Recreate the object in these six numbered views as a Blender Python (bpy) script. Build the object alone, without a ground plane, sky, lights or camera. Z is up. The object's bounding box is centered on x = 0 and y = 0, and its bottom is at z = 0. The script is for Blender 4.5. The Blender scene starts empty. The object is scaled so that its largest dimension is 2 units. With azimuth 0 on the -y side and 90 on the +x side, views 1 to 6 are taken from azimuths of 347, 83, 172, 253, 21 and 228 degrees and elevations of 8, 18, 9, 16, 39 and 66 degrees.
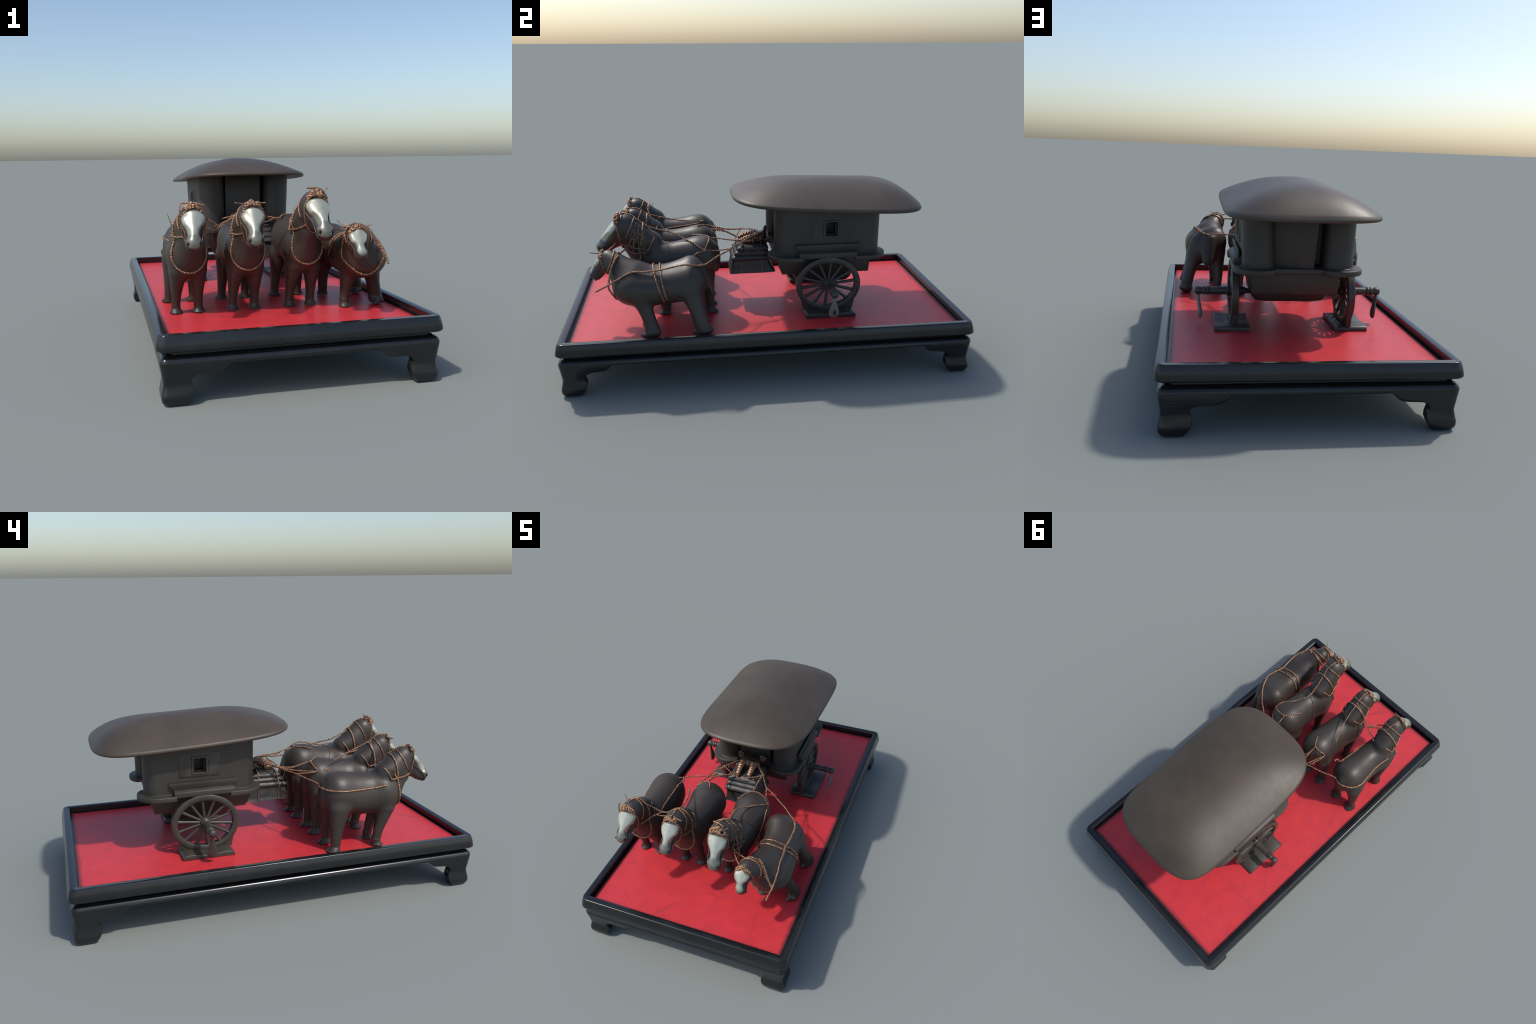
# Bronze four-horse carriage on a black-lacquer display stand with a red panel.
import bpy, bmesh, math, random
import numpy as np
from mathutils import Vector, Matrix, noise as mnoise

random.seed(7)
rng = np.random.default_rng(7)

# ------------------------------------------------------------------ materials
def new_mat(name):
    m = bpy.data.materials.new(name)
    m.use_nodes = True
    nt = m.node_tree
    nt.nodes.clear()
    out = nt.nodes.new("ShaderNodeOutputMaterial")
    b = nt.nodes.new("ShaderNodeBsdfPrincipled")
    nt.links.new(b.outputs[0], out.inputs[0])
    return m, nt, b

def N(nt, kind, **kw):
    n = nt.nodes.new(kind)
    for k, v in kw.items():
        if k.startswith("i_"):
            n.inputs[k[2:].replace("_", " ")].default_value = v
        else:
            setattr(n, k, v)
    return n

def noise_tex(nt, co, scale, detail=4.0, rough=0.6):
    n = N(nt, "ShaderNodeTexNoise")
    n.inputs["Scale"].default_value = scale
    n.inputs["Detail"].default_value = detail
    n.inputs["Roughness"].default_value = rough
    nt.links.new(co, n.inputs["Vector"])
    return n.outputs["Fac"]

def ramp(nt, fac, stops):
    r = N(nt, "ShaderNodeValToRGB")
    e = r.color_ramp.elements
    e[0].position, e[0].color = stops[0][0], (*stops[0][1], 1)
    e[1].position, e[1].color = stops[-1][0], (*stops[-1][1], 1)
    for p, c in stops[1:-1]:
        x = e.new(p); x.color = (*c, 1)
    nt.links.new(fac, r.inputs["Fac"])
    return r.outputs["Color"]

def mix(nt, fac, a, b):
    m = N(nt, "ShaderNodeMix", data_type='RGBA')
    for sock, v in ((m.inputs[0], fac), (m.inputs[6], a), (m.inputs[7], b)):
        if isinstance(v, tuple):
            sock.default_value = (*v, 1)
        elif isinstance(v, (int, float)):
            sock.default_value = v
        else:
            nt.links.new(v, sock)
    return m.outputs[2]

def math_n(nt, op, a, b=None, c=None, clamp=False):
    n = N(nt, "ShaderNodeMath", operation=op, use_clamp=clamp)
    for i, v in enumerate((a, b, c)):
        if v is None: continue
        if isinstance(v, (int, float)): n.inputs[i].default_value = v
        else: nt.links.new(v, n.inputs[i])
    return n.outputs[0]

def step(nt, val, lo, hi):
    m = N(nt, "ShaderNodeMapRange", interpolation_type='SMOOTHSTEP')
    m.inputs["From Min"].default_value = lo
    m.inputs["From Max"].default_value = hi
    nt.links.new(val, m.inputs["Value"])
    return m.outputs["Result"]

def bump(nt, b, height, strength, dist=0.002):
    n = N(nt, "ShaderNodeBump")
    n.inputs["Strength"].default_value = strength
    n.inputs["Distance"].default_value = dist
    nt.links.new(height, n.inputs["Height"])
    nt.links.new(n.outputs[0], b.inputs["Normal"])

def obj_co(nt):
    return N(nt, "ShaderNodeTexCoord").outputs["Object"]

def bronze(name, dark, light, rough, speck=0.0, scale=9.0, metallic=0.0, spec=0.5):
    m, nt, b = new_mat(name)
    co = obj_co(nt)
    col = ramp(nt, noise_tex(nt, co, scale, 5), [(0.3, dark), (0.7, light)])
    if speck:
        # small flecks of red lacquer and green verdigris left on the bronze
        s = step(nt, noise_tex(nt, co, 17, 3, 0.7), 0.71, 0.76)
        s2 = math_n(nt, 'MULTIPLY', s, speck)
        col = mix(nt, s2, col, (0.10, 0.030, 0.028))
        g = step(nt, noise_tex(nt, co, 11.3, 3, 0.7), 0.72, 0.80)
        col = mix(nt, math_n(nt, 'MULTIPLY', g, speck * 0.8), col, (0.045, 0.062, 0.040))
    nt.links.new(col, b.inputs["Base Color"])
    r = N(nt, "ShaderNodeMapRange")
    r.inputs["To Min"].default_value = rough - 0.05
    r.inputs["To Max"].default_value = rough + 0.07
    nt.links.new(noise_tex(nt, co, 25, 3), r.inputs["Value"])
    nt.links.new(r.outputs[0], b.inputs["Roughness"])
    b.inputs["Metallic"].default_value = metallic
    b.inputs["Specular IOR Level"].default_value = spec
    bump(nt, b, noise_tex(nt, co, 60, 4), 0.10)
    return m

M = {}
M["roof"] = bronze("roof_bronze", (0.056, 0.041, 0.029), (0.075, 0.056, 0.040), 0.46, 0.8, 6, 0.0, 0.42)
M["cabin"] = bronze("cabin_bronze", (0.034, 0.030, 0.024), (0.048, 0.042, 0.034), 0.50, 0.5, 8)
M["wheel"] = bronze("wheel_bronze", (0.036, 0.032, 0.026), (0.054, 0.047, 0.037), 0.40, 0.8, 14)
M["cover"] = bronze("leather_cover", (0.028, 0.028, 0.029), (0.050, 0.046, 0.043), 0.45, 0.4, 18)
M["horse"] = bronze("horse_bronze", (0.036, 0.027, 0.021), (0.049, 0.038, 0.030), 0.45, 0.25, 8)

def copper(name, dark, light, metallic=0.55):
    m, nt, b = new_mat(name)
    co = obj_co(nt)
    f = noise_tex(nt, co, 55, 4, 0.7)
    col = ramp(nt, f, [(0.28, dark), (0.5, light), (0.75, tuple(min(1, c * 1.35) for c in light))])
    nt.links.new(col, b.inputs["Base Color"])
    b.inputs["Metallic"].default_value = metallic
    b.inputs["Roughness"].default_value = 0.42
    bump(nt, b, noise_tex(nt, co, 260, 3), 0.35, 0.001)
    return m
M["rope"] = copper("copper_rope", (0.10, 0.055, 0.032), (0.30, 0.165, 0.095))
M["figure"] = copper("tarnished_copper", (0.035, 0.026, 0.021), (0.12, 0.075, 0.046))
M["net"] = copper("net_copper", (0.055, 0.036, 0.025), (0.16, 0.10, 0.068), 0.3)
M["nostril_dark"] = bronze("nostril_shade_dark", (0.010, 0.009, 0.009), (0.018, 0.015, 0.014), 0.4)
M["strap"] = copper("dull_copper_strap", (0.05, 0.035, 0.027), (0.085, 0.058, 0.042), 0.2)

def lacquer():
    m, nt, b = new_mat("black_lacquer")
    co = obj_co(nt)
    col = ramp(nt, noise_tex(nt, co, 7, 5), [(0.3, (0.0085, 0.009, 0.010)), (0.75, (0.016, 0.017, 0.018))])
    nt.links.new(col, b.inputs["Base Color"])
    b.inputs["Roughness"].default_value = 0.22
    bump(nt, b, noise_tex(nt, co, 22, 4), 0.08, 0.002)
    return m
M["lacquer"] = lacquer()

def red_panel():
    m, nt, b = new_mat("red_panel")
    co = obj_co(nt)
    warp = N(nt, "ShaderNodeTexNoise"); warp.inputs["Scale"].default_value = 4.0
    warp.inputs["Detail"].default_value = 5
    nt.links.new(co, warp.inputs["Vector"])
    add = N(nt, "ShaderNodeVectorMath", operation='MULTIPLY_ADD')
    add.inputs[1].default_value = (0.045, 0.045, 0.0)
    nt.links.new(warp.outputs["Color"], add.inputs[0]); nt.links.new(co, add.inputs[2])
    def cells(scale):
        v = N(nt, "ShaderNodeTexVoronoi", feature='DISTANCE_TO_EDGE')
        v.inputs["Scale"].default_value = scale
        nt.links.new(add.outputs[0], v.inputs["Vector"])
        return v.outputs["Distance"]
    base = ramp(nt, noise_tex(nt, co, 13, 6, 0.65),
                [(0.22, (0.46, 0.030, 0.036)), (0.5, (0.56, 0.032, 0.042)), (0.62, (0.58, 0.036, 0.036)), (0.8, (0.66, 0.032, 0.056))])
    big = math_n(nt, 'SUBTRACT', 1.0, step(nt, cells(4.6), 0.004, 0.018))
    fine = math_n(nt, 'SUBTRACT', 1.0, step(nt, cells(9.5), 0.0, 0.018))
    gate = step(nt, noise_tex(nt, co, 5.0, 2), 0.40, 0.62)
    gate2 = step(nt, noise_tex(nt, co, 3.3, 2), 0.5, 0.66)
    crack = math_n(nt, 'MAXIMUM', math_n(nt, 'MULTIPLY', big, gate),
                   math_n(nt, 'MULTIPLY', math_n(nt, 'MULTIPLY', fine, gate2), 0.5))
    col = mix(nt, math_n(nt, 'MULTIPLY', crack, 0.42), base, (0.22, 0.030, 0.045))
    blotch = step(nt, noise_tex(nt, co, 6.5, 6, 0.7), 0.52, 0.72)
    col = mix(nt, math_n(nt, 'MULTIPLY', blotch, 0.5), col, (0.66, 0.028, 0.060))
    # red blends to near-black along the frame, with an uneven border
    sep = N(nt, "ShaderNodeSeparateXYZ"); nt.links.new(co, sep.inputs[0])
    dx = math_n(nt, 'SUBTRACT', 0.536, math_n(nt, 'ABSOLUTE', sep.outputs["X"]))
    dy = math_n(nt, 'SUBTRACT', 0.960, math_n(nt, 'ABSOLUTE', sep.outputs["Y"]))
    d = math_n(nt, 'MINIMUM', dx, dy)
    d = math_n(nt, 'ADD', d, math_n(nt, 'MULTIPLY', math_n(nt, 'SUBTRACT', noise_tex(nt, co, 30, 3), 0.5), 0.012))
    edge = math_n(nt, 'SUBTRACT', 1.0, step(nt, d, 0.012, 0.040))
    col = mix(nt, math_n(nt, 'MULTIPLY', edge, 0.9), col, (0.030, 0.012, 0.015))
    nt.links.new(col, b.inputs["Base Color"])
    b.inputs["Roughness"].default_value = 0.42
    h = math_n(nt, 'SUBTRACT', noise_tex(nt, co, 45, 4), math_n(nt, 'MULTIPLY', crack, 0.6))
    bump(nt, b, h, 0.18, 0.002)
    return m
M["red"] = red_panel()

def paddle_mat():
    m, nt, b = new_mat("worn_pale_bronze")
    co = obj_co(nt)
    col = ramp(nt, noise_tex(nt, co, 60, 5), [(0.3, (0.13, 0.12, 0.12)), (0.7, (0.24, 0.23, 0.22))])
    sep = N(nt, "ShaderNodeSeparateXYZ"); nt.links.new(co, sep.inputs[0])
    u = math_n(nt, 'ABSOLUTE', math_n(nt, 'ADD', math_n(nt, 'SUBTRACT', sep.outputs["Y"], 0.330),
              math_n(nt, 'MULTIPLY', math_n(nt, 'SUBTRACT', noise_tex(nt, co, 90, 2), 0.5), 0.025)))
    w = math_n(nt, 'ABSOLUTE', math_n(nt, 'SUBTRACT', sep.outputs["Z"], 0.291))
    inside = math_n(nt, 'MULTIPLY', math_n(nt, 'LESS_THAN', u, 0.006), math_n(nt, 'LESS_THAN', w, 0.014))
    col = mix(nt, inside, col, (0.02, 0.02, 0.02))
    nt.links.new(col, b.inputs["Base Color"])
    b.inputs["Roughness"].default_value = 0.5
    return m
M["paddle"] = paddle_mat()

def head_mat(name, origin, face_n, side_x, lo, hi):
    """bronze head whose face carries a plate of polished silver: the plate is where the
    surface stands out past the plane (origin, face_n)."""
    m, nt, b = new_mat(name)
    co = obj_co(nt)
    dark = ramp(nt, noise_tex(nt, co, 9, 5), [(0.3, (0.038, 0.031, 0.026)), (0.7, (0.052, 0.043, 0.036))])
    silver = ramp(nt, noise_tex(nt, co, 22, 4), [(0.3, (0.40, 0.405, 0.325)), (0.7, (0.53, 0.53, 0.43))])
    sub = N(nt, "ShaderNodeVectorMath", operation='SUBTRACT'); sub.inputs[1].default_value = origin
    nt.links.new(co, sub.inputs[0])
    dot = N(nt, "ShaderNodeVectorMath", operation='DOT_PRODUCT'); dot.inputs[1].default_value = face_n
    nt.links.new(sub.outputs[0], dot.inputs[0])
    f = step(nt, dot.outputs["Value"], lo, hi)
    along = N(nt, "ShaderNodeVectorMath", operation='DOT_PRODUCT'); along.inputs[1].default_value = (0, face_n[2], -face_n[1])
    nt.links.new(sub.outputs[0], along.inputs[0])
    f = math_n(nt, 'MULTIPLY', f, math_n(nt, 'SUBTRACT', 1.0, step(nt, along.outputs["Value"], 0.040, 0.048)))
    worn = math_n(nt, 'SUBTRACT', 1.0, step(nt, along.outputs["Value"], -0.074, -0.048))
    silver = mix(nt, math_n(nt, 'MULTIPLY', worn, 0.75), silver, (0.13, 0.125, 0.105))
    nt.links.new(mix(nt, f, dark, silver), b.inputs["Base Color"])
    nt.links.new(math_n(nt, 'MULTIPLY', f, 0.5), b.inputs["Metallic"])
    nt.links.new(math_n(nt, 'SUBTRACT', 0.42, math_n(nt, 'MULTIPLY', f, 0.12)), b.inputs["Roughness"])
    bump(nt, b, noise_tex(nt, co, 60, 4), 0.08)
    return m

# ------------------------------------------------------------------ mesh helpers
def make(name, verts, faces, mat, parent=None, smooth=40, kind=None):
    me = bpy.data.meshes.new(name)
    me.from_pydata([tuple(map(float, v)) for v in verts], [], [tuple(map(int, f)) for f in faces])
    me.validate()
    bm = bmesh.new(); bm.from_mesh(me)
    bmesh.ops.recalc_face_normals(bm, faces=bm.faces)
    bm.to_mesh(me); bm.free()
    return finish(name, me, mat, parent, smooth, kind)

def finish(name, me, mat, parent=None, smooth=40, kind=None):
    if smooth:
        me.polygons.foreach_set("use_smooth", [True] * len(me.polygons))
        if smooth < 180:
            me.set_sharp_from_angle(angle=math.radians(smooth))
    o = bpy.data.objects.new(name, me)
    if mat is not None:
        me.materials.clear(); me.materials.append(mat)
    bpy.context.scene.collection.objects.link(o)
    if parent is not None:
        o.parent = parent
    if kind: o["kind"] = kind
    return o

def empty(name, label, category, loc=(0, 0, 0)):
    e = bpy.data.objects.new(name, None)
    bpy.context.scene.collection.objects.link(e)
    e["label"] = label; e["category"] = category
    e.empty_display_size = 0.1
    return e

class Geo:
    """collects vertices and faces of one part"""
    def __init__(s): s.v = []; s.f = []
    def add(s, v, f):
        o = len(s.v); s.v += [tuple(x) for x in v]; s.f += [tuple(i + o for i in q) for q in f]
    def loft(s, rings, cap=True, closed=True):
        n = len(rings[0]); v = [p for r in rings for p in r]; f = []
        m = n if closed else n - 1
        for i in range(len(rings) - 1):
            for j in range(m):
                k = (j + 1) % n
                f.append((i * n + j, i * n + k, (i + 1) * n + k, (i + 1) * n + j))
        if cap:
            f.append(tuple(range(n - 1, -1, -1)))
            f.append(tuple((len(rings) - 1) * n + j for j in range(n)))
        s.add(v, f)
    def box(s, x0, x1, y0, y1, z0, z1):
        v = [(x, y, z) for z in (z0, z1) for x, y in ((x0, y0), (x1, y0), (x1, y1), (x0, y1))]
        s.add(v, [(3, 2, 1, 0), (4, 5, 6, 7), (0, 1, 5, 4), (1, 2, 6, 5), (2, 3, 7, 6), (3, 0, 4, 7)])
    def lathe(s, a, d, prof, seg=24, sx=1.0):
        """prof: list of (t along d, radius)"""
        a = Vector(a); d = Vector(d).normalized()
        u = d.orthogonal().normalized(); w = d.cross(u)
        rings = [[a + d * t + (u * math.cos(q) + w * math.sin(q)) * r
                  for q in (2 * math.pi * j / seg for j in range(seg))] for t, r in prof]
        s.loft(rings)
    def prism(s, outline, axis, lo, hi):
        """outline in the two other axes, extruded along axis"""
        def P(a, b, c): return {'x': (c, a, b), 'y': (a, c, b), 'z': (a, b, c)}[axis]
        s.loft([[P(a, b, lo) for a, b in outline], [P(a, b, hi) for a, b in outline]])

def bevelled(name, g, mat, parent, width=0.003, seg=2, smooth=35):
    me = bpy.data.meshes.new(name)
    me.from_pydata(g.v, [], g.f)
    bm = bmesh.new(); bm.from_mesh(me)
    bmesh.ops.recalc_face_normals(bm, faces=bm.faces)
    ed = [e for e in bm.edges if len(e.link_faces) == 2 and e.calc_face_angle(0) > math.radians(25)]
    bmesh.ops.bevel(bm, geom=ed, offset=width, segments=seg, profile=0.5, affect='EDGES', clamp_overlap=True)
    bmesh.ops.recalc_face_normals(bm, faces=bm.faces)
    bm.to_mesh(me); bm.free()
    return finish(name, me, mat, parent, smooth)

def rounded_rect(hx, hy, r, seg=8):
    pts = []
    for cx, cy, a0 in ((hx - r, hy - r, 0), (-hx + r, hy - r, 90), (-hx + r, -hy + r, 180), (hx - r, -hy + r, 270)):
        for i in range(seg + 1):
            a = math.radians(a0 + 90 * i / seg)
            pts.append((cx + r * math.cos(a), cy + r * math.sin(a)))
    return pts

def interp(table, t):
    xs = [a for a, _ in table]
    return float(np.interp(t, xs, [b for _, b in table]))

def catmull(P, per):
    P = np.asarray(P, float)
    Q = np.vstack([2 * P[0] - P[1], P, 2 * P[-1] - P[-2]])
    out = []
    for i in range(1, len(Q) - 2):
        for k in range(per):
            t = k / per
            a, b, c, d = Q[i - 1], Q[i], Q[i + 1], Q[i + 2]
            out.append(0.5 * ((2 * b) + (c - a) * t + (2 * a - 5 * b + 4 * c - d) * t * t + (3 * b - a - 3 * c + d) * t ** 3))
    out.append(P[-1])
    return np.array(out)

# ------------------------------------------------------------------ display stand
stand = empty("display_stand", "low black lacquer stand with cabriole feet and red panel", "display stand")

def ring_loft(name, levels, mat, parent, smooth=40, caps=True):
    """levels: (half x, half y, corner radius, z)"""
    g = Geo()
    g.loft([[(x, y, z) for x, y in rounded_rect(hx, hy, max(r, 0.002))] for hx, hy, r, z in levels], cap=caps)
    return make(name, g.v, g.f, mat, parent, smooth)

# tray frame: outer wall leaning inwards, rounded lip, inner wall
ring_loft("tray", [
    (0.530, 0.958, 0.020, 0.2060), (0.558, 0.986, 0.035, 0.2058), (0.566, 0.994, 0.036, 0.2075), (0.5715, 0.9990, 0.036, 0.2125),
    (0.5722, 1.0000, 0.036, 0.219), (0.5675, 0.9945, 0.034, 0.245), (0.5618, 0.9882, 0.032, 0.2650),
    (0.5606, 0.9870, 0.031, 0.2680), (0.5588, 0.9852, 0.030, 0.2692), (0.5560, 0.9825, 0.028, 0.2696),
    (0.5300, 0.9560, 0.007, 0.2690), (0.5280, 0.9540, 0.005, 0.2675), (0.5280, 0.9540, 0.004, 0.2300),
], M["lacquer"], stand, 50)
g = Geo()
ny, nx = 2, 2
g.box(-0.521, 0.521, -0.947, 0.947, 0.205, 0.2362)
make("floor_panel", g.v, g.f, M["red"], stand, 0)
g = Geo(); g.box(-0.525, 0.525, -0.955, 0.955, 0.140, 0.1500)
make("gap_backing", g.v, g.f, M["lacquer"], stand, 0)  # plate added deep below the floor to keep the edge gap dark
# recessed waist under the tray
ring_loft("waist", [(0.532, 0.962, 0.03, 0.176), (0.532, 0.962, 0.03, 0.2065)], M["lacquer"], stand)

# outward offset of the apron / leg surface against height (cabriole profile)
BULGE = [(0.0, -0.016), (0.008, -0.0085), (0.020, -0.0045), (0.035, -0.0040), (0.055, -0.0085), (0.078, -0.0125), (0.100, -0.010),
         (0.125, -0.0065), (0.150, -0.0015), (0.165, 0.000), (0.176, -0.004), (0.184, -0.013), (0.189, -0.024), (0.192, -0.040)]
def bulge(z): return interp(BULGE, z)
HX, HY, HR = 0.560, 0.9915, 0.028

def apron():
    # one continuous skirt round the stand; lower edge steps down towards the feet
    low_x = [(0.0, 0.154), (0.286, 0.154), (0.294, 0.152), (0.308, 0.140), (0.323, 0.126), (0.340, 0.119), (0.36, 0.1165), (0.412, 0.114), (0.6, 0.112)]
    low_y = [(0.0, 0.156), (0.738, 0.156), (0.746, 0.154), (0.758, 0.142), (0.768, 0.131), (0.785, 0.123), (0.81, 0.120), (0.852, 0.117), (1.1, 0.112)]
    def side(n, half):
        dense = [half * (1 - abs(math.sin(math.pi * i / (2 * n))) ** 1) for i in range(n)]
        return dense
    path = []   # (x, y, nx, ny, low)
    xs = sorted(set([round(v, 4) for v in np.concatenate([np.linspace(0, 0.28, 6), np.linspace(0.284, HX - HR, 50)])]))
    ys = sorted(set([round(v, 4) for v in np.concatenate([np.linspace(0, 0.72, 10), np.linspace(0.735, HY - HR, 46)])]))
    def arc(cx, cy, a0):
        for i in range(1, 8):
            a = math.radians(a0 + 90 * i / 8)
            path.append((cx + HR * math.cos(a), cy + HR * math.sin(a), math.cos(a), math.sin(a), 0.112))
    for y in [-v for v in ys[::-1]] + ys[1:]: path.append((HX, y, 1, 0, interp(low_y, abs(y))))
    arc(HX - HR, HY - HR, 0)
    for x in [v for v in xs[::-1]] + [-v for v in xs[1:]]: path.append((x, HY, 0, 1, interp(low_x, abs(x))))
    arc(-HX + HR, HY - HR, 90)
    for y in [v for v in ys[::-1]] + [-v for v in ys[1:]]: path.append((-HX, y, -1, 0, interp(low_y, abs(y))))
    arc(-HX + HR, -HY + HR, 180)
    for x in [-v for v in xs[::-1]] + xs[1:]: path.append((x, -HY, 0, -1, interp(low_x, abs(x))))
    arc(HX - HR, -HY + HR, 270)
    K = 12
    rings = []
    for k in range(K + 1):
        row = []
        for x, y, a, b, lo in path:
            z = lo + (0.192 - lo) * k / K
            o = bulge(z) - (0.003 if k == 0 else 0)
            row.append((x + a * o, y + b * o, z))
        rings.append(row)
    t = 0.045
    for k in (K, K // 2, 0):
        rings.append([(x + a * (bulge(0.15) - t), y + b * (bulge(0.15) - t), lo + (0.192 - lo) * k / K) for x, y, a, b, lo in path])
    rings.append(rings[0])
    g = Geo(); g.loft(rings, cap=False)
    make("apron", g.v, g.f, M["lacquer"], stand, 45)
apron()

def foot_ring(z, arm_x, arm_y):
    """L-shaped plan of a foot in the +x +y corner"""
    o = bulge(z); r = 0.020; th = 0.046
    X, Y = HX + o, HY + o
    pts = [(X, Y - arm_y)]
    for i in range(9):
        a = math.radians(90 * i / 8)
        pts.append((X - r + r * math.cos(a), Y - r + r * math.sin(a)))
    pts += [(X - arm_x, Y), (X - arm_x, Y - th), (X - th - 0.012, Y - th - 0.012), (X - th, Y - arm_y)]
    return pts
ARM = [(0.0, 0.083), (0.008, 0.091), (0.020, 0.107), (0.035, 0.1165), (0.050, 0.118), (0.065, 0.1135), (0.080, 0.106), (0.092, 0.1045), (0.102, 0.111),
       (0.108, 0.119), (0.113, 0.134), (0.116, 0.147), (0.130, 0.15)]
rings = []
for z in [0, 0.004, 0.008, 0.014, 0.020, 0.028, 0.035, 0.043, 0.05, 0.058, 0.065, 0.073, 0.08, 0.086, 0.092, 0.097, 0.102, 0.105, 0.108, 0.111, 0.113, 0.1155, 0.125]:
    a = interp(ARM, z)
    rings.append([(x, y, z) for x, y in foot_ring(z, a, a * 0.99)])
for sx in (1, -1):
    for sy in (1, -1):
        g = Geo(); g.loft([[(sx * x, sy * y, z) for x, y, z in r] for r in rings])
        bevelled("foot", g, M["lacquer"], stand, 0.004, 2, 60)

# ------------------------------------------------------------------ carriage
carriage = empty("carriage", "covered bronze carriage with domed roof and two spoked wheels", "carriage")

# --- roof: shallow dome over a super-elliptic outline, edge sinking to the back
RCX, RCY, RA, RB, RN = 0.0024, 0.3455, 0.3157, 0.4899, 3.083
def RM(Y): return 4.67 if Y < 0 else 7.33      # the front end is rounder than the back
def roof_edge(X, Y): return 0.793 - 0.028 * Y + 0.0068 * Y * Y - 0.0013 * X * X + 0.0027 * X * X * Y * Y
def roof():
    S = 160
    th = np.linspace(0, 2 * np.pi, S, endpoint=False)
    c, s = np.cos(th), np.sin(th)
    lo, hi = np.zeros(S), np.full(S, 2.0)
    for _ in range(40):
        mid = (lo + hi) / 2
        f = np.abs(mid * c) ** RN + np.abs(mid * s) ** np.where(s < 0, RM(-1), RM(1))
        lo = np.where(f < 1, mid, lo); hi = np.where(f < 1, hi, mid)
    OX, OY = lo * c, lo * s
    def ring(q, z_of):
        return [(RCX + RA * q * x, RCY + RB * q * y, z_of(q * x, q * y)) for x, y in zip(OX, OY)]
    def top(X, Y):
        u = min(1.0, abs(X) ** RN + abs(Y) ** RM(Y))
        return roof_edge(X, Y) + (0.1024 + 0.0099 * Y - 0.006 * X) * (1 - u ** 0.6192)
    def under(X, Y):
        u = min(1.0, abs(X) ** RN + abs(Y) ** RM(Y))
        return roof_edge(X, Y) - 0.0155 + 0.028 * (1 - u ** 0.8)
    rings = [ring(q, top) for q in (0.012, 0.06, 0.12, 0.2, 0.3, 0.4, 0.5, 0.58, 0.66, 0.73, 0.79, 0.84, 0.88, 0.915, 0.945, 0.97, 0.985)]
    rings.append(ring(0.993, lambda X, Y: roof_edge(X, Y) - 0.0005))
    rings.append(ring(0.9985, lambda X, Y: roof_edge(X, Y) - 0.0035))
    rings.append(ring(1.0, lambda X, Y: roof_edge(X, Y) - 0.0080))
    rings.append(ring(0.997, lambda X, Y: roof_edge(X, Y) - 0.0125))
    rings.append(ring(0.988, lambda X, Y: roof_edge(X, Y) - 0.0152))
    rings += [ring(q, under) for q in (0.965, 0.9, 0.8, 0.65, 0.45, 0.2, 0.02)]
    g = Geo(); g.loft(rings)
    o = make("roof", g.v, g.f, M["roof"], carriage, 180)
    return o
roof()

# --- cabin body: side walls ending in half-round corner columns, doorway recesses fore and aft
YBL = 0.004
PX, PR = 0.172, 0.066          # column axis and radius
def cabin_plan(off, yf, yb, rec_f, rec_b, k=0.0):
    # the left rear column stands a little further back than the right one
    """plan outline, grown by off; k widens it in x"""
    pts = []
    R = PR + off
    def column(cx, cy, a0, a1, n=16):
        for i in range(n + 1):
            a = math.radians(a0 + (a1 - a0) * i / n)
            pts.append((cx + (R + 0) * math.cos(a), cy + R * math.sin(a)))
    # start right side going to back (CCW): right front column -> right back column -> left back -> left front
    column(PX + k, yf + PR, -180 + 0, 0)           # front right: from inner side round the front to the outer side
    column(PX + k, yb - PR, 0, 180)                # back right
    pts.append((PX + k - R, rec_b)); pts.append((-PX - k + R, rec_b))
    column(-PX - k, yb + YBL - PR, 0, 180)
    column(-PX - k, yf + PR, 180, 360)
    pts.append((-PX - k + R, rec_f)); pts.append((PX + k - R, rec_f))
    return pts
g = Geo()
YF, YB = 0.060, 0.604
levels = [(0.520, -0.006), (0.60, -0.004), (0.70, 0.000), (0.808, 0.004)]
g.loft([[(x, y, z) for x, y in cabin_plan(0.0, YF, YB, 0.175, 0.500, k)] for z, k in levels])
body = make("cabin", g.v, g.f, M["cabin"], carriage, 30)
# square windows cut through the side walls
for sx in (1, -1):
    c = Geo(); c.box(*( (0.16, 0.30) if sx > 0 else (-0.30, -0.16)), 0.312, 0.374, 0.640, 0.713)
    cut = make("window_cutter", c.v, c.f, None, None, 0)
    mod = body.modifiers.new("cut", 'BOOLEAN'); mod.object = cut; mod.operation = 'DIFFERENCE'; mod.solver = 'EXACT'
dg = bpy.context.evaluated_depsgraph_get()
me2 = bpy.data.meshes.new_from_object(body.evaluated_get(dg))
body.modifiers.clear()
body.data = me2
me2.polygons.foreach_set("use_smooth", [True] * len(me2.polygons)); me2.set_sharp_from_angle(angle=math.radians(30))
for o in [o for o in bpy.data.objects if o.name.startswith("window_cutter")]:
    bpy.data.objects.remove(o)

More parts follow.
